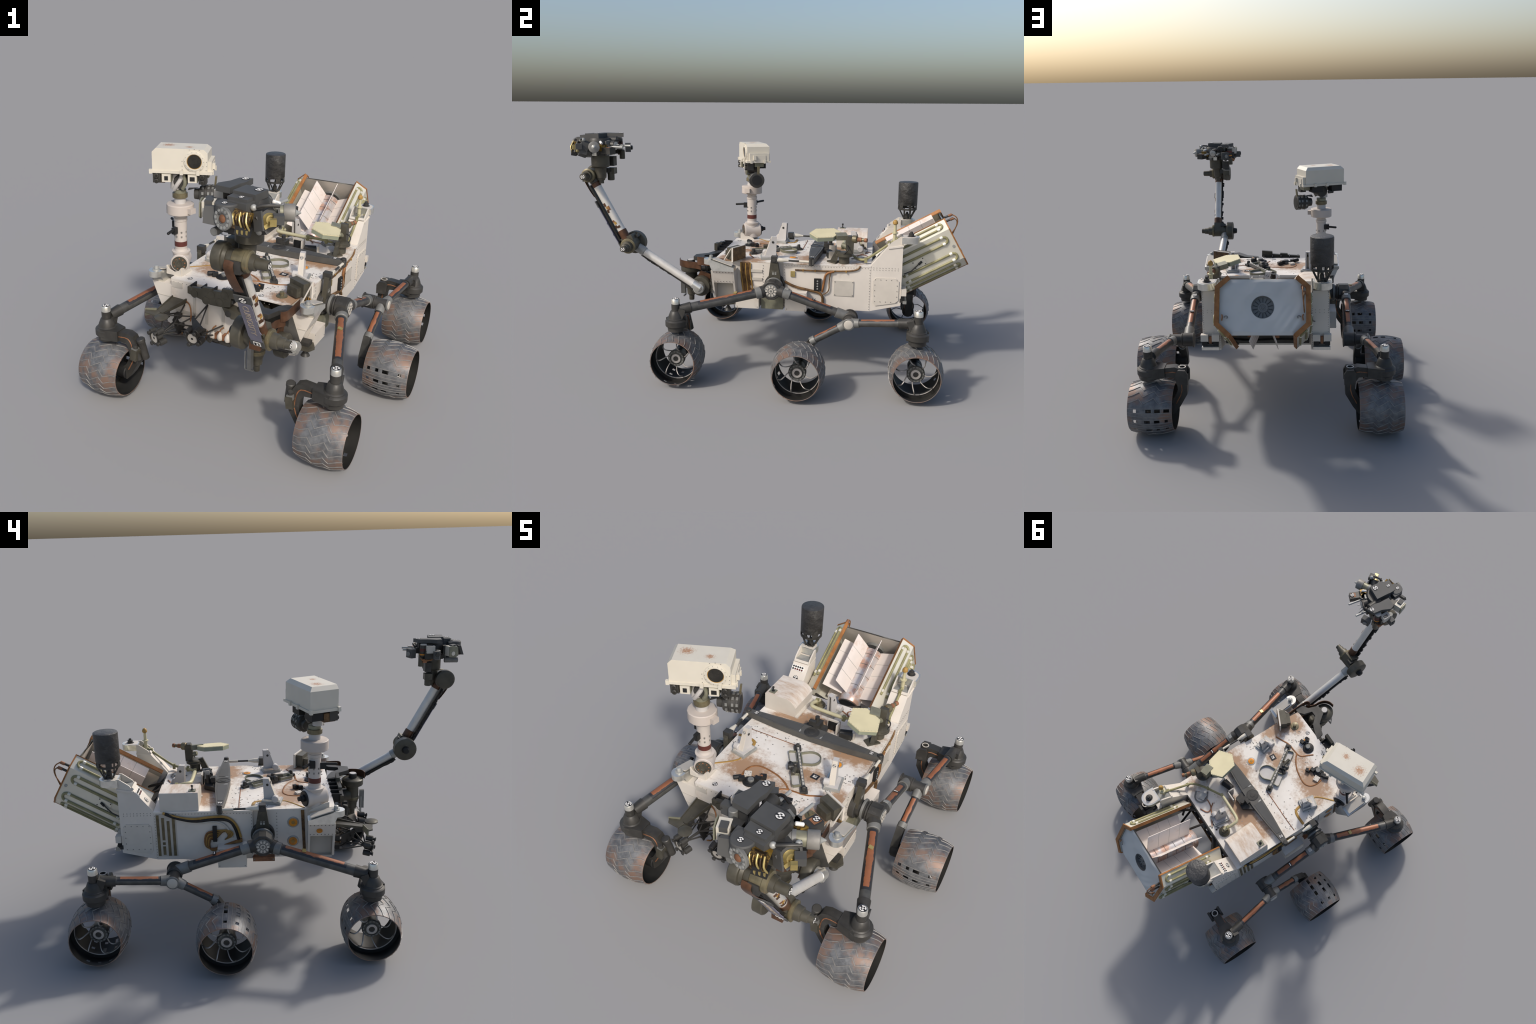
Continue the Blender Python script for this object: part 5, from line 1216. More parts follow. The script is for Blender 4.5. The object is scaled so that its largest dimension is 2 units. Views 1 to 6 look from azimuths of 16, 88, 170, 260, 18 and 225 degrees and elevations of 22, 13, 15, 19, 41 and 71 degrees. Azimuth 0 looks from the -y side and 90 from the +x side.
P = Part("hazard_bracket", root)
P.prism([(-0.270, -0.262, 0.476), (-0.202, -0.262, 0.474), (-0.206, -0.275, 0.470), (-0.238, -0.395, 0.462), (-0.268, -0.388, 0.462)], (0, 0, -0.006), 'olive', bev=0.001)
P.prism([(-0.203, -0.264, 0.482), (-0.203, -0.264, 0.462), (-0.239, -0.394, 0.452), (-0.239, -0.394, 0.462)], (0.005, 0, 0), 'olive', bev=0.001)
P.prism([(-0.268, -0.264, 0.482), (-0.268, -0.264, 0.468), (-0.268, -0.388, 0.456), (-0.268, -0.388, 0.464)], (-0.004, 0, 0), 'olive')
P.prism([(-0.312, -0.402, 0.458), (-0.262, -0.386, 0.458), (-0.240, -0.402, 0.458), (-0.246, -0.430, 0.458), (-0.300, -0.425, 0.458)], (-0.0, 0, 0.006), 'olive', bev=0.001)
P.prism([(-0.312, -0.402, 0.435), (-0.312, -0.402, 0.470), (-0.268, -0.386, 0.474), (-0.268, -0.386, 0.448)], (-0.001, -0.004, 0), 'olivelight', bev=0.001)
P.lathe((-0.214, -0.432, 0.458), (0, 0, 1), [(0, 0.022), (0.004, 0.029), (0.008, 0.029), (0.010, 0.022), (0.012, 0.018)], 'olive', 22)
P.box((-0.232, -0.415, 0.453), (0.036, 0.034, 0.014), 'olive', bev=0.003)
P.box((-0.238, -0.37, 0.445), (0.03, 0.03, 0.03), 'dark', bev=0.003)
P.tube([(-0.200, -0.266, 0.470), (-0.175, -0.275, 0.462), (-0.160, -0.290, 0.430), (-0.158, -0.300, 0.400)], 0.003, 'orangewire', smooth=2)
P.done()
P = Part("truss_strut", root)
hub0, hub1 = V((-0.244, -0.405, 0.362)), V((-0.072, -0.395, 0.398))
for a, b in [((-0.250, -0.262, 0.40), (-0.238, -0.385, 0.450)), ((-0.270, -0.262, 0.352), hub0), ((-0.150, -0.262, 0.352), hub0), ((-0.235, -0.385, 0.448), hub0), ((-0.157, -0.275, 0.412), hub0), ((-0.157, -0.275, 0.412), (-0.235, -0.385, 0.448)),
             ((-0.095, -0.262, 0.478), (-0.110, -0.34, 0.44)), ((-0.110, -0.34, 0.44), hub1), ((-0.095, -0.262, 0.478), hub1), ((-0.157, -0.275, 0.412), hub1), ((-0.16, -0.262, 0.350), hub1), ((-0.02, -0.262, 0.40), (-0.055, -0.38, 0.40)), ((-0.04, -0.262, 0.35), hub1), ((-0.200, -0.361, 0.407), (-0.13, -0.262, 0.36)), ((-0.200, -0.361, 0.407), (-0.21, -0.262, 0.45)), ((-0.20, -0.361, 0.407), hub0), ((-0.19, -0.30, 0.345), (-0.10, -0.38, 0.385))]:
    P.cyl(a, b, 0.0034, 'dark', seg=8)
P.prism([(-0.125, -0.345, 0.445), (-0.050, -0.385, 0.425), (-0.090, -0.390, 0.400)], (0.004, 0.006, 0.008), 'dark')
P.prism([(-0.235, -0.30, 0.41), (-0.21, -0.36, 0.42), (-0.185, -0.36, 0.36), (-0.20, -0.30, 0.35)], (0.006, 0, 0), 'black')
P.done()
P = Part("navigation_camera", root)
for c, dr in [(V((-0.248, -0.425, 0.360)), V((-0.35, -1, -0.10))), (V((-0.072, -0.415, 0.400)), V((0.0, -1, -0.12)))]:
    dr.normalize(); Rr = frame(dr)
    P.lathe(c, dr, [(-0.024, 0.018), (0.004, 0.020), (0.012, 0.0275), (0.014, 0.0275), (0.013, 0.0245), (0.0085, 0.0235), (0.0085, 0.001)], 'dark', 22)
    P.lathe(c, dr, [(0.0075, 0.0222), (0.0092, 0.0218), (0.0092, 0.006), (0.0102, 0.0055), (0.0102, 0.001)], 'panelgrey', 22)
    P.cyl(c + dr * 0.010, c + dr * 0.0112, 0.005, 'black', seg=10)
    for q in range(4):
        a = pi / 4 + q * pi / 2 + 0.3
        o = c + Rr @ V((0.033 * cos(a), 0.033 * sin(a), 0))
        P.cyl(o - dr * 0.026, o + dr * 0.006, 0.0130, 'dark', seg=12, bev=0.002)
        P.cyl(o + dr * 0.006, o + dr * 0.016, 0.006, 'dark', seg=10)
        P.cyl(o + dr * 0.014, o + dr * 0.019, 0.0095, 'dark', seg=10, bev=0.002)
P.done()
P = Part("instrument_cable", root)
for k in range(7):
    x = -0.215 + 0.030 * k
    P.tube([(x, -0.266, 0.352 + 0.004 * (k % 3)), (x + 0.012, -0.300, 0.338 + 0.006 * (k % 2)), (x + 0.030, -0.330 - 0.008 * (k % 3), 0.352), (x + 0.022, -0.360, 0.372)], 0.0034, ['cable', 'wire', 'dark'][k % 3], seg=6, smooth=2)
for x, z in ((-0.225, 0.352), (-0.165, 0.350), (-0.115, 0.352), (-0.235, 0.40)):
    P.box((x, -0.276, z), (0.026, 0.028, 0.020), 'dark', bev=0.003)
P.done()
P = Part("sample_cup", root)
P.box((-0.02, -0.285, 0.340), (0.115, 0.045, 0.010), 'dark', rot=(0, 3, 0), bev=0.002)
for k in range(3):
    x = -0.055 + 0.036 * k
    P.lathe((x, -0.290, 0.346), (0, 0, 1), [(0, 0.012), (0.010, 0.015), (0.022, 0.012), (0.030, 0.006), (0.034, 0.004)], 'whiteclean', 16)
    P.box((x + 0.018, -0.285, 0.360), (0.010, 0.024, 0.026), 'rust', bev=0.002)
    P.tube([(x, -0.285, 0.37), (x - 0.006, -0.282, 0.385), (x + 0.006, -0.270, 0.395)], 0.003, 'orangewire', smooth=1)
P.done()

# shoulder bracket and azimuth joint
AX, AY = 0.210, -0.403
P = Part("shoulder_bracket", root)
for zz, h in ((0.545, 0.020), (0.430, 0.016)):
    P.prism([(0.300, -0.258, zz), (0.300, -0.300, zz), (0.262, -0.325, zz), (0.242, -0.380, zz), (0.190, -0.380, zz), (0.150, -0.325, zz), (0.085, -0.300, zz), (0.075, -0.258, zz), (0.12, -0.270, zz), (0.165, -0.290, zz), (0.200, -0.330, zz), (0.232, -0.330, zz), (0.245, -0.285, zz), (0.270, -0.262, zz)], (0, 0, h), 'dark', bev=0.002)
for x in (0.276, 0.072): P.box((x, -0.270, 0.495), (0.014, 0.016, 0.135), 'dark', bev=0.002)
P.box((0.171, -0.199, 0.447), (0.184, 0.005, 0.215), 'olive')
P.box((0.150, -0.215, 0.50), (0.05, 0.03, 0.05), 'olive', bev=0.003)
P.box((0.225, -0.213, 0.40), (0.05, 0.028, 0.06), 'dark', bev=0.003)
for zz in (0.515, 0.483, 0.448): P.cyl((0.135, -0.270, zz), (0.150, -0.335, zz), 0.014, 'olive', seg=14, bev=0.002)
P.box((0.145, -0.272, 0.485), (0.045, 0.03, 0.04), 'olive', bev=0.003)
P.cyl((0.180, -0.300, 0.48), (0.180, -0.300, 0.525), 0.010, 'olive', r2=0.004, seg=12)
P.prism([(0.335, -0.256, 0.40), (0.260, -0.300, 0.40), (0.250, -0.265, 0.50), (0.290, -0.258, 0.52)], (0.0, -0.006, 0), 'dark')
P.cyl((0.285, -0.300, 0.455), (0.268, -0.300, 0.425), 0.006, 'gold', r2=0.003, seg=8)
P.done()
P = Part("shoulder_joint", root)
P.lathe((AX, AY, 0.478), (0, 0, 1), [(0, 0.040), (0.004, 0.050), (0.008, 0.0525), (0.032, 0.0525), (0.036, 0.048), (0.040, 0.030)], 'olive', 26)
P.lathe((AX, AY, 0.515), (0, 0, 1), [(0, 0.021), (0.024, 0.020), (0.024, 0.016)], 'dark', 22)
P.cyl((AX, AY, 0.5385), (AX, AY, 0.5415), 0.0165, 'traywhite', seg=22)
P.lathe((AX, AY, 0.326), (0, 0, 1), [(0, 0.013), (0.024, 0.014), (0.032, 0.022), (0.062, 0.024), (0.064, 0.027), (0.080, 0.030), (0.115, 0.031), (0.140, 0.030), (0.156, 0.032)], 'olive', 22)
P.lathe((AX, AY, 0.404), (0, 0, 1), [(0, 0.0315), (0.002, 0.033), (0.014, 0.033), (0.016, 0.0315)], 'olivegold', 22)
P.box((AX - 0.005, AY - 0.046, 0.405), (0.016, 0.022, 0.095), 'midgrey', bev=0.002)
P.box((AX - 0.030, AY - 0.040, 0.384), (0.004, 0.005, 0.08), 'grey')
P.box((AX - 0.012, AY - 0.040, 0.345), (0.038, 0.006, 0.006), 'midgrey')
# elevation joint: big disc on the x axis
SY, SZ = -0.330, 0.424
P.cyl((0.205, SY, SZ), (0.262, SY, SZ), 0.030, 'olive', seg=20)
P.cyl((0.205, AY + 0.01, 0.43), (0.205, SY, SZ), 0.030, 'olive', seg=18)
P.lathe((0.262, SY, SZ), (1, 0, 0), [(0, 0.040), (0.003, 0.048), (0.008, 0.0505), (0.040, 0.0505), (0.045, 0.047), (0.046, 0.03)], 'olive', 30)
P.cyl((0.306, SY, SZ), (0.352, SY, SZ), 0.0275, 'silver', seg=22, bev=0.005)
P.done()

# flex-cable ribbons at the shoulder: thin upright bands
def ribbon(P, pts, h, mat, th=0.003):
    """Upright band of height h following a line of base points."""
    for _ in range(2):
        out = [pts[0]]
        for a, b in zip(pts, pts[1:]): out += [V(a) * .75 + V(b) * .25, V(a) * .25 + V(b) * .75]
        pts = out + [pts[-1]]
    pts = [V(p) for p in pts]; n = len(pts); k = P.mi(mat); rows = []
    for i, p in enumerate(pts):
        d = pts[min(i + 1, n - 1)] - pts[max(i - 1, 0)]; o = V((-d.y, d.x, 0)).normalized() * th / 2; up = V((0, 0, h))
        rows.append([P.bm.verts.new(q) for q in (p - o, p + o, p + o + up, p - o + up)])
    for r0, r1 in zip(rows, rows[1:]):
        for c in range(4): P.bm.faces.new((r0[c], r0[(c + 1) % 4], r1[(c + 1) % 4], r1[c])).material_index = k
    for r in (rows[0], rows[-1]): P.bm.faces.new(r).material_index = k
P = Part("flex_cable", root)
ribbon(P, [(0.297, -0.205, 0.530), (0.300, -0.260, 0.532), (0.302, -0.325, 0.534), (0.296, -0.345, 0.534), (0.280, -0.350, 0.532)], 0.042, 'foilbrown')
ribbon(P, [(0.292, -0.330, 0.508), (0.268, -0.362, 0.508), (0.266, -0.420, 0.510), (0.240, -0.455, 0.512), (0.205, -0.462, 0.512)], 0.034, 'foilbrown')
P.prism([(0.266, -0.285, 0.480), (0.266, -0.335, 0.500), (0.262, -0.385, 0.420), (0.262, -0.30, 0.390)], (0.003, 0, 0), 'foilbrown')
P.done()

# ------------------------------------------------------------------ robotic arm
EY, EZ = -0.672, 0.638
WY, WZ = -0.857, 0.983
arm = Part("robotic_arm", root)
sh, el = V((0.338, SY + 0.005, SZ + 0.003)), V((0.316, -0.640, 0.612))
arm.cyl(sh, el, 0.0198, 'tube', seg=24)
arm.cyl(sh - (el - sh).normalized() * 0.012, sh + (el - sh).normalized() * 0.045, 0.0225, 'silver', seg=24, bev=0.006)
arm.cyl(el - (el - sh).normalized() * 0.035, el + (el - sh).normalized() * 0.02, 0.0235, 'grey', seg=24, bev=0.003)
arm = arm.done()
P = Part("elbow_joint", arm)
P.lathe((0.262, EY, EZ), (1, 0, 0), [(0, 0.020), (0.001, 0.050), (0.004, 0.056), (0.036, 0.057), (0.041, 0.053), (0.043, 0.035), (0.060, 0.032)], 'olive', 30)
P.lathe((0.2635, EY, EZ), (-1, 0, 0), [(-0.004, 0.046), (0.0005, 0.046), (0.0005, 0.022), (-0.003, 0.020)], 'olive', 30)
P.cyl((0.240, EY, EZ), (0.264, EY, EZ), 0.0165, 'black', r2=0.019, seg=18, bev=0.004)
P.cyl((0.305, EY, EZ), (0.385, EY, EZ), 0.036, 'olive', seg=24, bev=0.003)
P.box((0.352, EY - 0.006, EZ + 0.026), (0.062, 0.060, 0.040), 'olive', rot=(25, 0, 0), bev=0.004)
P.box((0.325, EY + 0.020, EZ + 0.040), (0.030, 0.026, 0.016), 'dark', rot=(25, 0, 0), bev=0.003)
P.lathe((0.384, EY, EZ), (1, 0, 0), [(0, 0.036), (0.003, 0.038), (0.012, 0.038), (0.014, 0.031)], 'olivegold', 24)
P.lathe((0.397, EY, EZ - 0.001), (1, 0, 0), [(0, 0.028), (0.024, 0.026), (0.026, 0.020), (0.048, 0.0185), (0.050, 0.0155), (0.066, 0.015), (0.067, 0.012)], 'olive', 20)
P.box((0.352, EY - 0.034, EZ - 0.012), (0.040, 0.014, 0.036), 'foilbrown', bev=0.006, bseg=3)
eb = P.done()
marker((0.4642, EY, EZ - 0.001), n=(1, 0, 0), size=0.9, parent=eb)
F = V((0, WY - EY, WZ - EZ)).normalized(); FN = V((0, F.z, -F.y)) * -1      # along the forearm; outward (front, down)
if FN.y > 0: FN = -FN
fb, ft = V((0.364, EY, EZ)) + F * 0.03, V((0.366, WY, WZ)) - F * 0.02
P = Part("forearm", arm)
P.cyl(fb, ft, 0.0198, 'tube', seg=24)
FL = (ft - fb).length
P.cyl(fb, fb + F * 0.055, 0.0225, 'foilbrown', seg=24, bev=0.002)
P.cyl(ft - F * 0.045, ft - F * 0.022, 0.0215, 'foilbrown', seg=24, bev=0.002)
P.cyl(ft - F * 0.022, ft, 0.024, 'olive', seg=20)
for k, (d, L2, an) in enumerate([(0.165, 0.016, 70), (0.182, 0.014, 85), (0.200, 0.018, 70), (0.178, 0.022, 100), (0.080, 0.016, 60), (0.098, 0.014, 80), (0.075, 0.012, 100), (0.110, 0.010, 65)]):
    o_ = V((1, 0, 0)) * sin(radians(an)) + FN * cos(radians(an)); t_ = F.cross(o_)
    P.box(fb + F * d + o_ * 0.0202, (0.013, L2, 0.002), ['foilbrown', 'ochre', 'foilbrown', 'rust'][k % 4], rot=Matrix((t_, F, o_)).transposed())
P.done()
P = Part("cable_tray", arm)
tw = V((1, 0, 0))
P.box(fb.lerp(ft, 0.48) + FN * 0.0295 - tw * 0.004, (0.038, FL * 0.90, 0.009), 'cable', rot=Matrix((tw, F, tw.cross(F))).transposed(), bev=0.002)
for k in range(22):
    p = fb + F * (0.02 + FL * 0.90 * k / 22)
    P.box(p + FN * (0.028 + RNG.uniform(0, 0.005)) - tw * RNG.uniform(0.012, 0.026), (RNG.uniform(0.008, 0.016), RNG.uniform(0.008, 0.020), 0.010), 'cable', rot=Matrix((tw, F, tw.cross(F))).transposed(), bev=0.002)
u_ = (el - sh).normalized(); un = V((0, u_.z, -u_.y));
if un.z > 0: un = -un
for k in range(26):
    p = sh.lerp(el, 0.07 + 0.87 * k / 26)
    P.box(p + un * (0.021 + RNG.uniform(0, 0.005)) - tw * RNG.uniform(0.004, 0.018), (RNG.uniform(0.018, 0.034), RNG.uniform(0.010, 0.022), 0.011), 'cable', rot=Matrix((tw, u_, tw.cross(u_))).transposed(), bev=0.002)
P.box(sh.lerp(el, 0.52) + un * 0.021 - tw * 0.010, (0.030, (el - sh).length * 0.82, 0.012), 'cable', rot=Matrix((tw, u_, tw.cross(u_))).transposed(), bev=0.002)
P.done()
# name plate with lettering on the front of the forearm
P = Part("name_plate", arm)
pc = fb + F * 0.105 + FN * 0.0385
RP = Matrix((F * -1, (FN.cross(F * -1)), FN)).transposed()      # x runs down the arm, z outwards
def pp(x, y, z): return pc + RP @ V((x, y, z))
edge = [(-0.098, -0.022), (-0.05, -0.023), (0.02, -0.022), (0.075, -0.024), (0.098, -0.019), (0.098, 0.022), (0.06, 0.024), (0.052, 0.029), (0.04, 0.024), (0.0, 0.025), (-0.012, 0.029), (-0.02, 0.024), (-0.07, 0.025), (-0.098, 0.022)]
P.prism([pp(x, y, 0) for x, y in edge], FN * 0.003, 'plate')
P.box(pp(-0.115, 0, 0), (0.034, 0.060, 0.005), 'lid', rot=RP)
P.box(pp(0.115, 0, 0), (0.034, 0.050, 0.005), 'lid', rot=RP)
P.box(pp(0.115, 0, 0.003), (0.020, 0.026, 0.001), 'markwhite', rot=RP); P.box(pp(0.115, 0, 0.0038), (0.014, 0.018, 0.001), 'markblack', rot=RP); P.box(pp(0.115, 0.002, 0.0044), (0.010, 0.006, 0.001), 'markwhite', rot=RP)
plate = P.done()
marker(pp(-0.115, 0, 0.0028), n=FN, size=1.2, parent=plate)
cu = bpy.data.curves.new("name_lettering", 'FONT'); cu.body = "CURIOSITY"; cu.size = 0.030; cu.extrude = 0.0006
cu.align_x = 'CENTER'; cu.align_y = 'CENTER'
tob = bpy.data.objects.new("tmp_lettering", cu); bpy.context.scene.collection.objects.link(tob)
dg = bpy.context.evaluated_depsgraph_get(); lm = bpy.data.meshes.new_from_object(tob.evaluated_get(dg))
bpy.data.objects.remove(tob)
xs = [v.co.x for v in lm.vertices]; wd = max(xs) - min(xs)
for v in lm.vertices: v.co.x *= 0.150 / wd
lm.name = "name_lettering"; lm.materials.clear(); lm.materials.append(mt['platelet'])
place("name_lettering", lm, plate, Matrix.Translation(pp(-0.012, 0, 0.0033)) @ RP.to_4x4())
# wrist
P = Part("flex_ribbon", arm)
P.tube([V((0.352, WY - 0.034, WZ + 0.006)), V((0.352, WY - 0.044, WZ - 0.012)), V((0.355, WY - 0.030, WZ - 0.045)), V((0.358, WY - 0.005, WZ - 0.085)), V((0.360, WY + 0.014, WZ - 0.110))], 0.0165, 'foilbrown', smooth=2, flat=.12)
P.done()
P = Part("wrist_joint", arm)
P.lathe((0.289, WY, WZ), (1, 0, 0), [(0, 0.036), (0.001, 0.040), (0.005, 0.0455), (0.028, 0.0465), (0.034, 0.044), (0.036, 0.038), (0.046, 0.034)], 'olive', 28)
P.cyl((0.33, WY, WZ), (0.355, WY, WZ), 0.030, 'olive', seg=22)
P.lathe((0.352, WY, WZ), (1, 0, 0), [(0, 0.030), (0.002, 0.032), (0.038, 0.032), (0.040, 0.034), (0.052, 0.034), (0.056, 0.028)], 'olivegold', 24)
P.box((0.372, WY - 0.006, WZ - 0.012), (0.034, 0.060, 0.040), 'dark', bev=0.004)
P.lathe((0.406, WY, WZ), (1, 0, 0), [(0, 0.026), (0.018, 0.024), (0.019, 0.018), (0.057, 0.0165), (0.058, 0.0135)], 'olive', 20)
P.cyl((0.366, -0.805, 0.943), (0.366, -0.805, 0.962), 0.0125, 'olive', seg=18)
P.lathe((0.366, -0.805, 0.958), (0, 0, 1), [(0, 0.017), (0.010, 0.021), (0.012, 0.025), (0.050, 0.028), (0.070, 0.028)], 'olive', 20)
P.lathe((0.371, -0.803, 1.020), (0, 0, 1), [(0, 0.028), (0.004, 0.040), (0.008, 0.044), (0.062, 0.044), (0.066, 0.040)], 'olive', 26)
P.box((0.308, -0.768, 1.048), (0.042, 0.030, 0.046), 'dark', bev=0.003)
P.box((0.306, -0.772, 1.000), (0.040, 0.036, 0.030), 'olive', bev=0.008, bseg=2)
P.cyl((0.312, -0.776, 0.953), (0.312, -0.776, 1.0), 0.017, 'olive', seg=16, bev=0.003)
P.box((0.335, -0.785, 1.005), (0.03, 0.024, 0.022), 'dark', bev=0.003)
wr = P.done()
marker((0.4645, WY, WZ), n=(1, 0, 0), size=0.95, parent=wr)

# ------------------------------------------------------------------ instrument turret
TX, TY = 0.372, -0.803
P = Part("instrument_turret", root)
P.lathe((TX, TY, 1.083), (0, 0, 1), [(0, 0.040), (0.003, 0.056), (0.016, 0.060), (0.066, 0.060), (0.080, 0.052)], 'dark', 24)
for k in range(12):
    a = 2 * pi * k / 12
    P.box((TX + 0.060 * cos(a), TY + 0.060 * sin(a), 1.092), (0.016, 0.022, 0.020), ['silver', 'dark', 'midgrey'][k % 3], rot=(0, 0, math.degrees(a)), bev=0.003)
turret = P.done()
P = Part("instrument_cover", turret)
P.prism([(0.420, -0.786, 1.142), (0.414, -0.856, 1.142), (0.336, -0.845, 1.142), (0.342, -0.774, 1.142)], (0, 0, 0.043), 'lid', bev=0.002)
P.prism([(0.4135, -0.856, 1.138), (0.408, -0.900, 1.138), (0.344, -0.893, 1.138), (0.3365, -0.846, 1.138)], (0, 0, 0.030), 'lid', bev=0.002)
P.prism([(0.407, -0.858, 1.168), (0.404, -0.887, 1.168), (0.338, -0.881, 1.168), (0.338, -0.848, 1.168)], (0, 0, 0.009), 'lid', bev=0.002)
P.lathe((0.347, -0.899, 1.134), (0, 0, 1), [(0, 0.030), (0.004, 0.034), (0.027, 0.034), (0.031, 0.031)], 'lid', 24)
P.box((0.345, -0.884, 1.146), (0.066, 0.036, 0.032), 'lid', bev=0.002)
P.prism([(0.325, -0.697, 1.166), (0.327, -0.745, 1.166), (0.320, -0.770, 1.166), (0.316, -0.826, 1.166), (0.266, -0.820, 1.166), (0.259, -0.795, 1.166), (0.279, -0.755, 1.166), (0.286, -0.712, 1.166)], (0, 0, 0.018), 'lid', bev=0.002)
P.cyl((0.338, -0.724, 1.150), (0.342, -0.795, 1.150), 0.020, 'dark', seg=18, bev=0.003)
cov = P.done()
for p, sz in [((0.399, -0.804, 1.1856), 1.1), ((0.308, -0.715, 1.1846), 1.0), ((0.378, -0.871, 1.1776), 0.75), ((0.345, -0.908, 1.1656), 0.75)]: marker(p, size=sz, parent=cov)
P = Part("rock_drill", turret)
dx = V((0.909, 0.416, 0)).normalized(); b0 = V((0.435, -0.806, 1.126))
P.lathe(b0, dx, [(-0.02, 0.020), (0, 0.021), (0.001, 0.024), (0.012, 0.024)], 'midgrey', 22)
P.lathe(b0 + dx * 0.011, dx, [(0, 0.0215), (0.030, 0.0215)], 'olivelight', 22)
P.lathe(b0 + dx * 0.040, dx, [(0, 0.025), (0.002, 0.026), (0.032, 0.026), (0.034, 0.022)], 'rivet', 22)
P.lathe(b0 + dx * 0.072, dx, [(0, 0.016), (0.004, 0.009), (0.018, 0.002)], 'grey', 12)
P.box((0.452, -0.728, 1.108), (0.036, 0.062, 0.030), 'dark', rot=(0, 0, -25), bev=0.003)
P.box((0.458, -0.716, 1.1235), (0.024, 0.026, 0.002), 'rust', rot=(0, 0, -25))
P.box((0.430, -0.760, 1.120), (0.05, 0.03, 0.03), 'gold', rot=(0, 0, -25), bev=0.003)
P.cyl((0.428, -0.775, 1.148), (0.447, -0.760, 1.140), 0.006, 'markwhite', seg=10, bev=0.002)
P.done()
marker((0.460, -0.712, 1.1255), size=0.9, parent=turret)
P = Part("sampling_prong", turret)
for tip, base, r in [((0.426, -0.664, 1.123), (0.410, -0.745, 1.123), 0.0052), ((0.350, -0.653, 1.126), (0.340, -0.720, 1.126), 0.0052), ((0.372, -0.690, 1.128), (0.372, -0.72, 1.128), 0.0022), ((0.392, -0.694, 1.132), (0.385, -0.72, 1.132), 0.0022), ((0.362, -0.682, 1.112), (0.366, -0.72, 1.114), 0.0025)]:
    P.cyl(tip, base, r, 'grey', seg=12, bev=0.001)
P.cyl((0.384, -0.716, 1.128), (0.372, -0.772, 1.130), 0.0225, 'dark', seg=20, bev=0.002)
P.lathe((0.3835, -0.7175, 1.128), (0.21, 1, 0), [(0, 0.021), (0.003, 0.019), (0.005, 0.012), (0.006, 0.003)], 'panelgrey', 20)
P.cyl((0.397, -0.748, 1.112), (0.392, -0.77, 1.112), 0.022, 'dark', seg=20)
P.lathe((0.400, -0.744, 1.112), (0.3, 1, 0), [(0, 0.020), (0.003, 0.018), (0.005, 0.008)], 'grey', 18)
P.box((0.420, -0.752, 1.126), (0.02, 0.04, 0.018), 'dark', rot=(0, 0, 10), bev=0.003)
P.box((0.345, -0.726, 1.122), (0.03, 0.03, 0.026), 'dark', bev=0.003)
P.done()
P = Part("hand_lens_camera", turret)
gz = V((0.70, -0.62, 0.34)).normalized(); gc = V((0.463, -0.862, 1.122))
Rg = frame(gz)
P.box(gc - gz * 0.024, (0.058, 0.058, 0.040), 'lid', rot=Rg @ Matrix.Rotation(0.5, 3, 'Z'), bev=0.004)
for a in (-1, 1):
    P.box(gc - gz * 0.006 + Rg @ V((0.0, 0.032 * a, 0)), (0.056, 0.006, 0.036), 'lid', rot=Rg @ Matrix.Rotation(0.35 * a, 3, 'X'), bev=0.001)
P.lathe(gc - gz * 0.006, gz, [(0, 0.021), (0.004, 0.021), (0.008, 0.016), (0.014, 0.014), (0.014, 0.009), (0.010, 0.0085), (0.010, 0.001)], 'goldmetal', 20)
P.box(gc + gz * 0.002 + Rg @ V((-0.014, 0.008, 0)), (0.012, 0.028, 0.010), 'goldmetal', rot=Rg @ Matrix.Rotation(0.4, 3, 'Z'), bev=0.001)
P.box(gc + gz * 0.004 + Rg @ V((-0.012, -0.012, 0)), (0.010, 0.018, 0.010), 'gold', rot=Rg, bev=0.001)
for dxx, dyy, dz in [(-0.045, -0.012, 0.032), (-0.032, 0.0, -0.040), (0.01, 0.022, 0.036)]:
    P.ball(gc + V((dxx, dyy, dz)), 0.010, 'grey', 12)
P.tube([gc + V((-0.05, -0.014, 0.030)), gc + V((-0.012, -0.004, 0.042)), gc + V((0.020, 0.020, 0.038))], 0.005, 'dark', smooth=1)
P.box(gc + V((-0.036, 0.012, -0.005)), (0.03, 0.04, 0.05), 'dark', bev=0.004)
P.box((0.488, -0.858, 1.128), (0.030, 0.028, 0.026), 'lid', rot=(0, 0, 30), bev=0.003)
P.box((0.484, -0.884, 1.125), (0.018, 0.014, 0.02), 'goldmetal', rot=(0, 0, 30), bev=0.002)
P.done()
P = Part("brush_tool", turret)
dw = V((-0.30, -0.93, 0.05)).normalized()
P.lathe((0.356, -0.924, 1.127), dw, [(0, 0.024), (0.002, 0.033), (0.010, 0.034), (0.013, 0.031), (0.013, 0.018), (0.010, 0.017)], 'midgrey', 26)
P.lathe((0.356, -0.924, 1.127), dw, [(0.006, 0.0125), (0.012, 0.0118), (0.016, 0.008), (0.018, 0.003)], 'rust', 20)
P.lathe((0.356, -0.924, 1.127), dw, [(0.004, 0.0175), (0.0085, 0.0172), (0.0085, 0.012)], 'orange', 20)
Rw = frame(dw)
for k in range(12):
    a = 2 * pi * k / 12
    P.cyl(V((0.356, -0.924, 1.127)) + dw * 0.0125 + Rw @ V((0.0255 * cos(a), 0.0255 * sin(a), 0)), V((0.356, -0.924, 1.127)) + dw * 0.014 + Rw @ V((0.0255 * cos(a), 0.0255 * sin(a), 0)), 0.0046, 'grey', seg=10)
P.box((0.397, -0.903, 1.122), (0.050, 0.036, 0.054), 'gold', rot=(-18, 12, 12), bev=0.005, bseg=2)
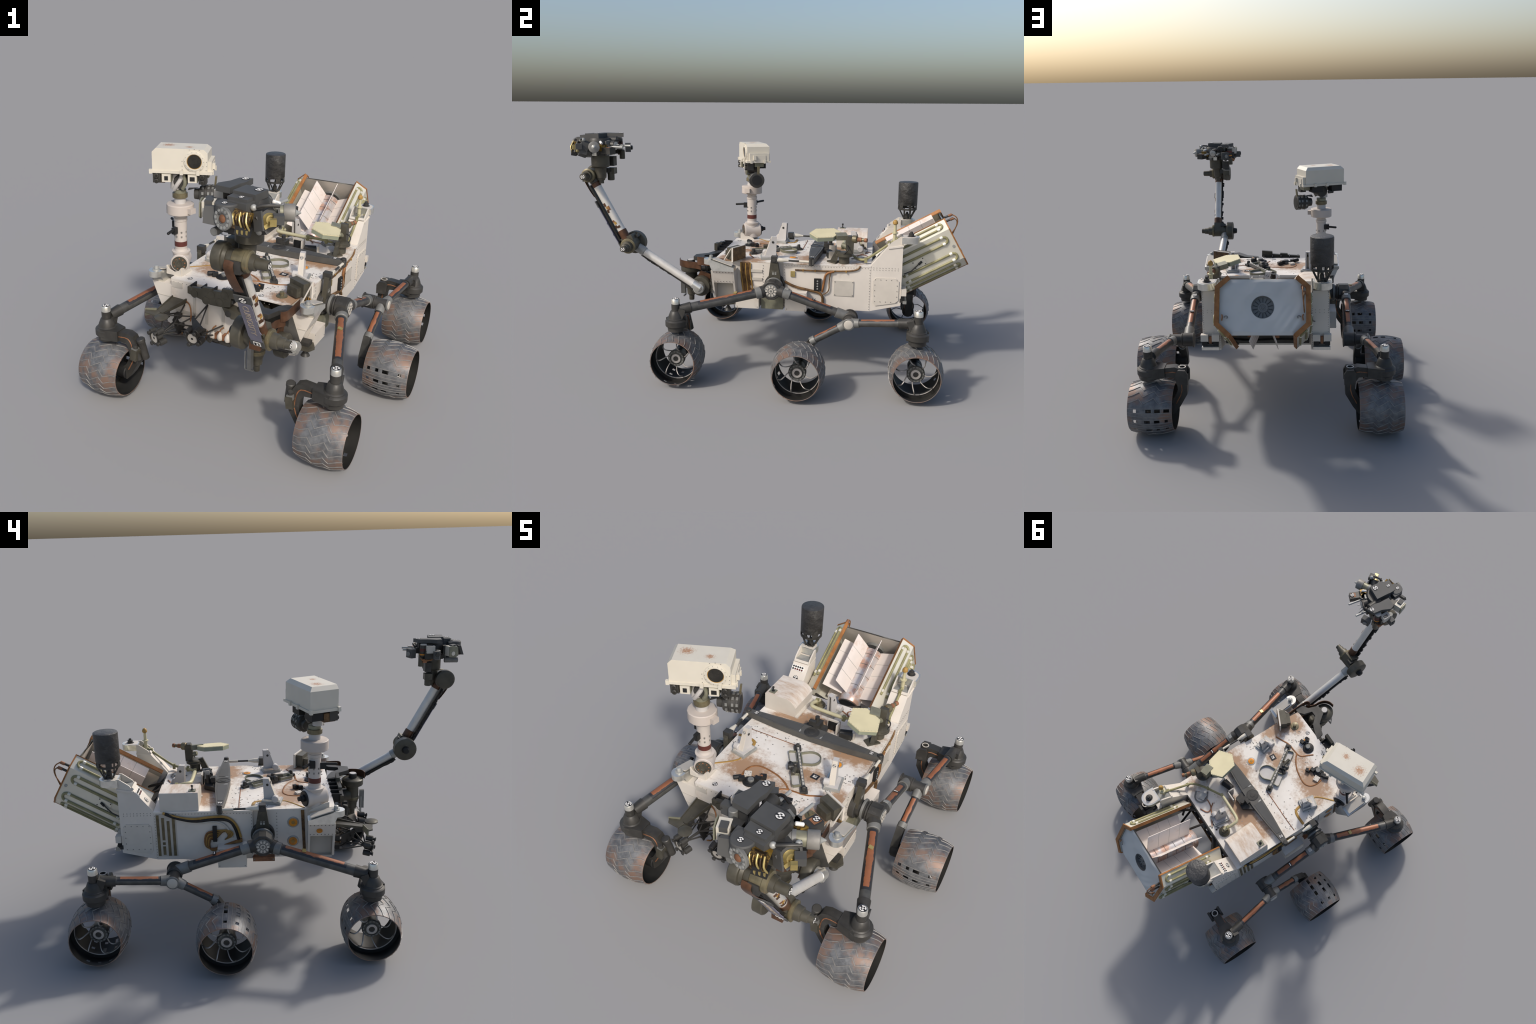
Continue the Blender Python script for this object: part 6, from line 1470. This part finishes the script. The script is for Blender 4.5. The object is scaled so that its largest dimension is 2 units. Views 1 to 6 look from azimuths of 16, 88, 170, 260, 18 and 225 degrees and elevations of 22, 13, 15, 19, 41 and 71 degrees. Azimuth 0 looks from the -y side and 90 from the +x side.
for k in range(5):
    x = 0.376 + 0.0105 * k
    P.tube([(x, -0.905 - 0.002 * k, 1.150), (x + 0.003, -0.926, 1.136 - 0.002 * k), (x + 0.008, -0.928, 1.118), (x + 0.012, -0.920, 1.102)], 0.0030, 'gold' if k % 2 else 'goldmetal', seg=8, smooth=1)
P.box((0.408, -0.915, 1.096), (0.044, 0.026, 0.026), 'black', rot=(-10, 10, 12), bev=0.003)
for k in range(3): P.box((0.398 + 0.013 * k, -0.930 + 0.003 * k, 1.096), (0.006, 0.004, 0.012), 'goldmetal')
P.box((0.375, -0.885, 1.105), (0.06, 0.05, 0.05), 'dark', bev=0.005)
P.done()
P = Part("element_spectrometer", turret)
Rq = Matrix.Rotation(radians(18), 3, 'Z')
P.box((0.272, -0.868, 1.128), (0.036, 0.040, 0.046), 'cream', rot=Rq, bev=0.003)
P.box(V((0.272, -0.868, 1.128)) + Rq @ V((0, -0.0205, -0.008)), (0.030, 0.003, 0.026), 'grey', rot=Rq, bev=0.001)
P.cyl(V((0.272, -0.868, 1.128)) + Rq @ V((0, -0.0215, -0.008)), V((0.272, -0.868, 1.128)) + Rq @ V((0, -0.024, -0.008)), 0.011, 'dark', seg=16)
P.box(V((0.272, -0.868, 1.128)) + Rq @ V((0.002, -0.010, 0.020)), (0.022, 0.026, 0.018), 'lid', rot=Rq, bev=0.002)
P.prism([V((0.272, -0.868, 1.128)) + Rq @ V((-0.021, y, z)) for y, z in [(0.024, 0.024), (0.004, 0.028), (-0.022, 0.020), (-0.026, -0.02), (-0.01, -0.03), (0.022, -0.026)]], Rq @ V((-0.004, 0, 0)), 'olivelight', bev=0.001)
P.cyl((0.250, -0.872, 1.118), (0.246, -0.874, 1.118), 0.010, 'cream', seg=16)
P.box((0.300, -0.850, 1.130), (0.03, 0.03, 0.04), 'dark', bev=0.004)
P.cyl((0.318, -0.850, 1.076), (0.313, -0.915, 1.076), 0.0125, 'midgrey', seg=16, bev=0.002)
P.prism([(0.325, -0.905, 1.150), (0.285, -0.918, 1.150), (0.290, -0.935, 1.105), (0.332, -0.925, 1.100)], (0.002, 0.012, 0), 'lid', bev=0.001)
P.done()
P = Part("sample_handler", turret)
P.cyl((0.281, -0.738, 1.100), (0.281, -0.738, 1.158), 0.0165, 'dark', seg=16, bev=0.002)
P.cyl((0.281, -0.738, 1.128), (0.281, -0.738, 1.142), 0.0172, 'red', seg=16)
P.cyl((0.281, -0.738, 1.110), (0.281, -0.738, 1.116), 0.0172, 'orange', seg=16)
P.cyl((0.281, -0.738, 1.152), (0.281, -0.738, 1.163), 0.0155, 'panelgrey', seg=16, bev=0.002)
P.box((0.254, -0.765, 1.140), (0.032, 0.038, 0.034), 'panelgrey', bev=0.002)
P.box((0.250, -0.762, 1.158), (0.012, 0.022, 0.006), 'lid', bev=0.001)
P.box((0.230, -0.788, 1.116), (0.030, 0.024, 0.036), 'lid', bev=0.003)
P.cyl((0.222, -0.79, 1.12), (0.212, -0.792, 1.12), 0.010, 'dark', seg=12)
P.box((0.304, -0.685, 1.115), (0.044, 0.026, 0.042), 'lid', rot=(0, 0, 22), bev=0.002)
P.cyl((0.296, -0.671, 1.114), (0.293, -0.668, 1.114), 0.011, 'midgrey', seg=14)
P.cyl((0.274, -0.728, 1.056), (0.274, -0.728, 1.10), 0.0135, 'olive', seg=14, bev=0.002)
P.box((0.276, -0.770, 1.108), (0.05, 0.06, 0.05), 'dark', bev=0.005)
P.box((0.262, -0.742, 1.085), (0.022, 0.018, 0.018), 'rust', bev=0.003)
P.cyl((0.256, -0.80, 1.09), (0.256, -0.80, 1.135), 0.014, 'midgrey', seg=14, bev=0.002)
P.tube([(0.27, -0.72, 1.10), (0.25, -0.735, 1.085), (0.25, -0.775, 1.09), (0.27, -0.80, 1.10)], 0.0035, 'orangewire', smooth=2)
P.tube([(0.33, -0.71, 1.14), (0.35, -0.70, 1.155), (0.385, -0.72, 1.150)], 0.005, 'cable', smooth=2)
for k in range(8):
    a = 2 * pi * k / 8 + 0.3
    P.box((TX + 0.052 * cos(a), TY + 0.052 * sin(a), 1.115 + 0.016 * ((k * 3) % 4) / 2), (0.028, 0.026, 0.026), ['dark', 'midgrey', 'lid', 'wire'][k % 4], rot=(10 * (k % 3), 0, math.degrees(a)), bev=0.003)
P.done()
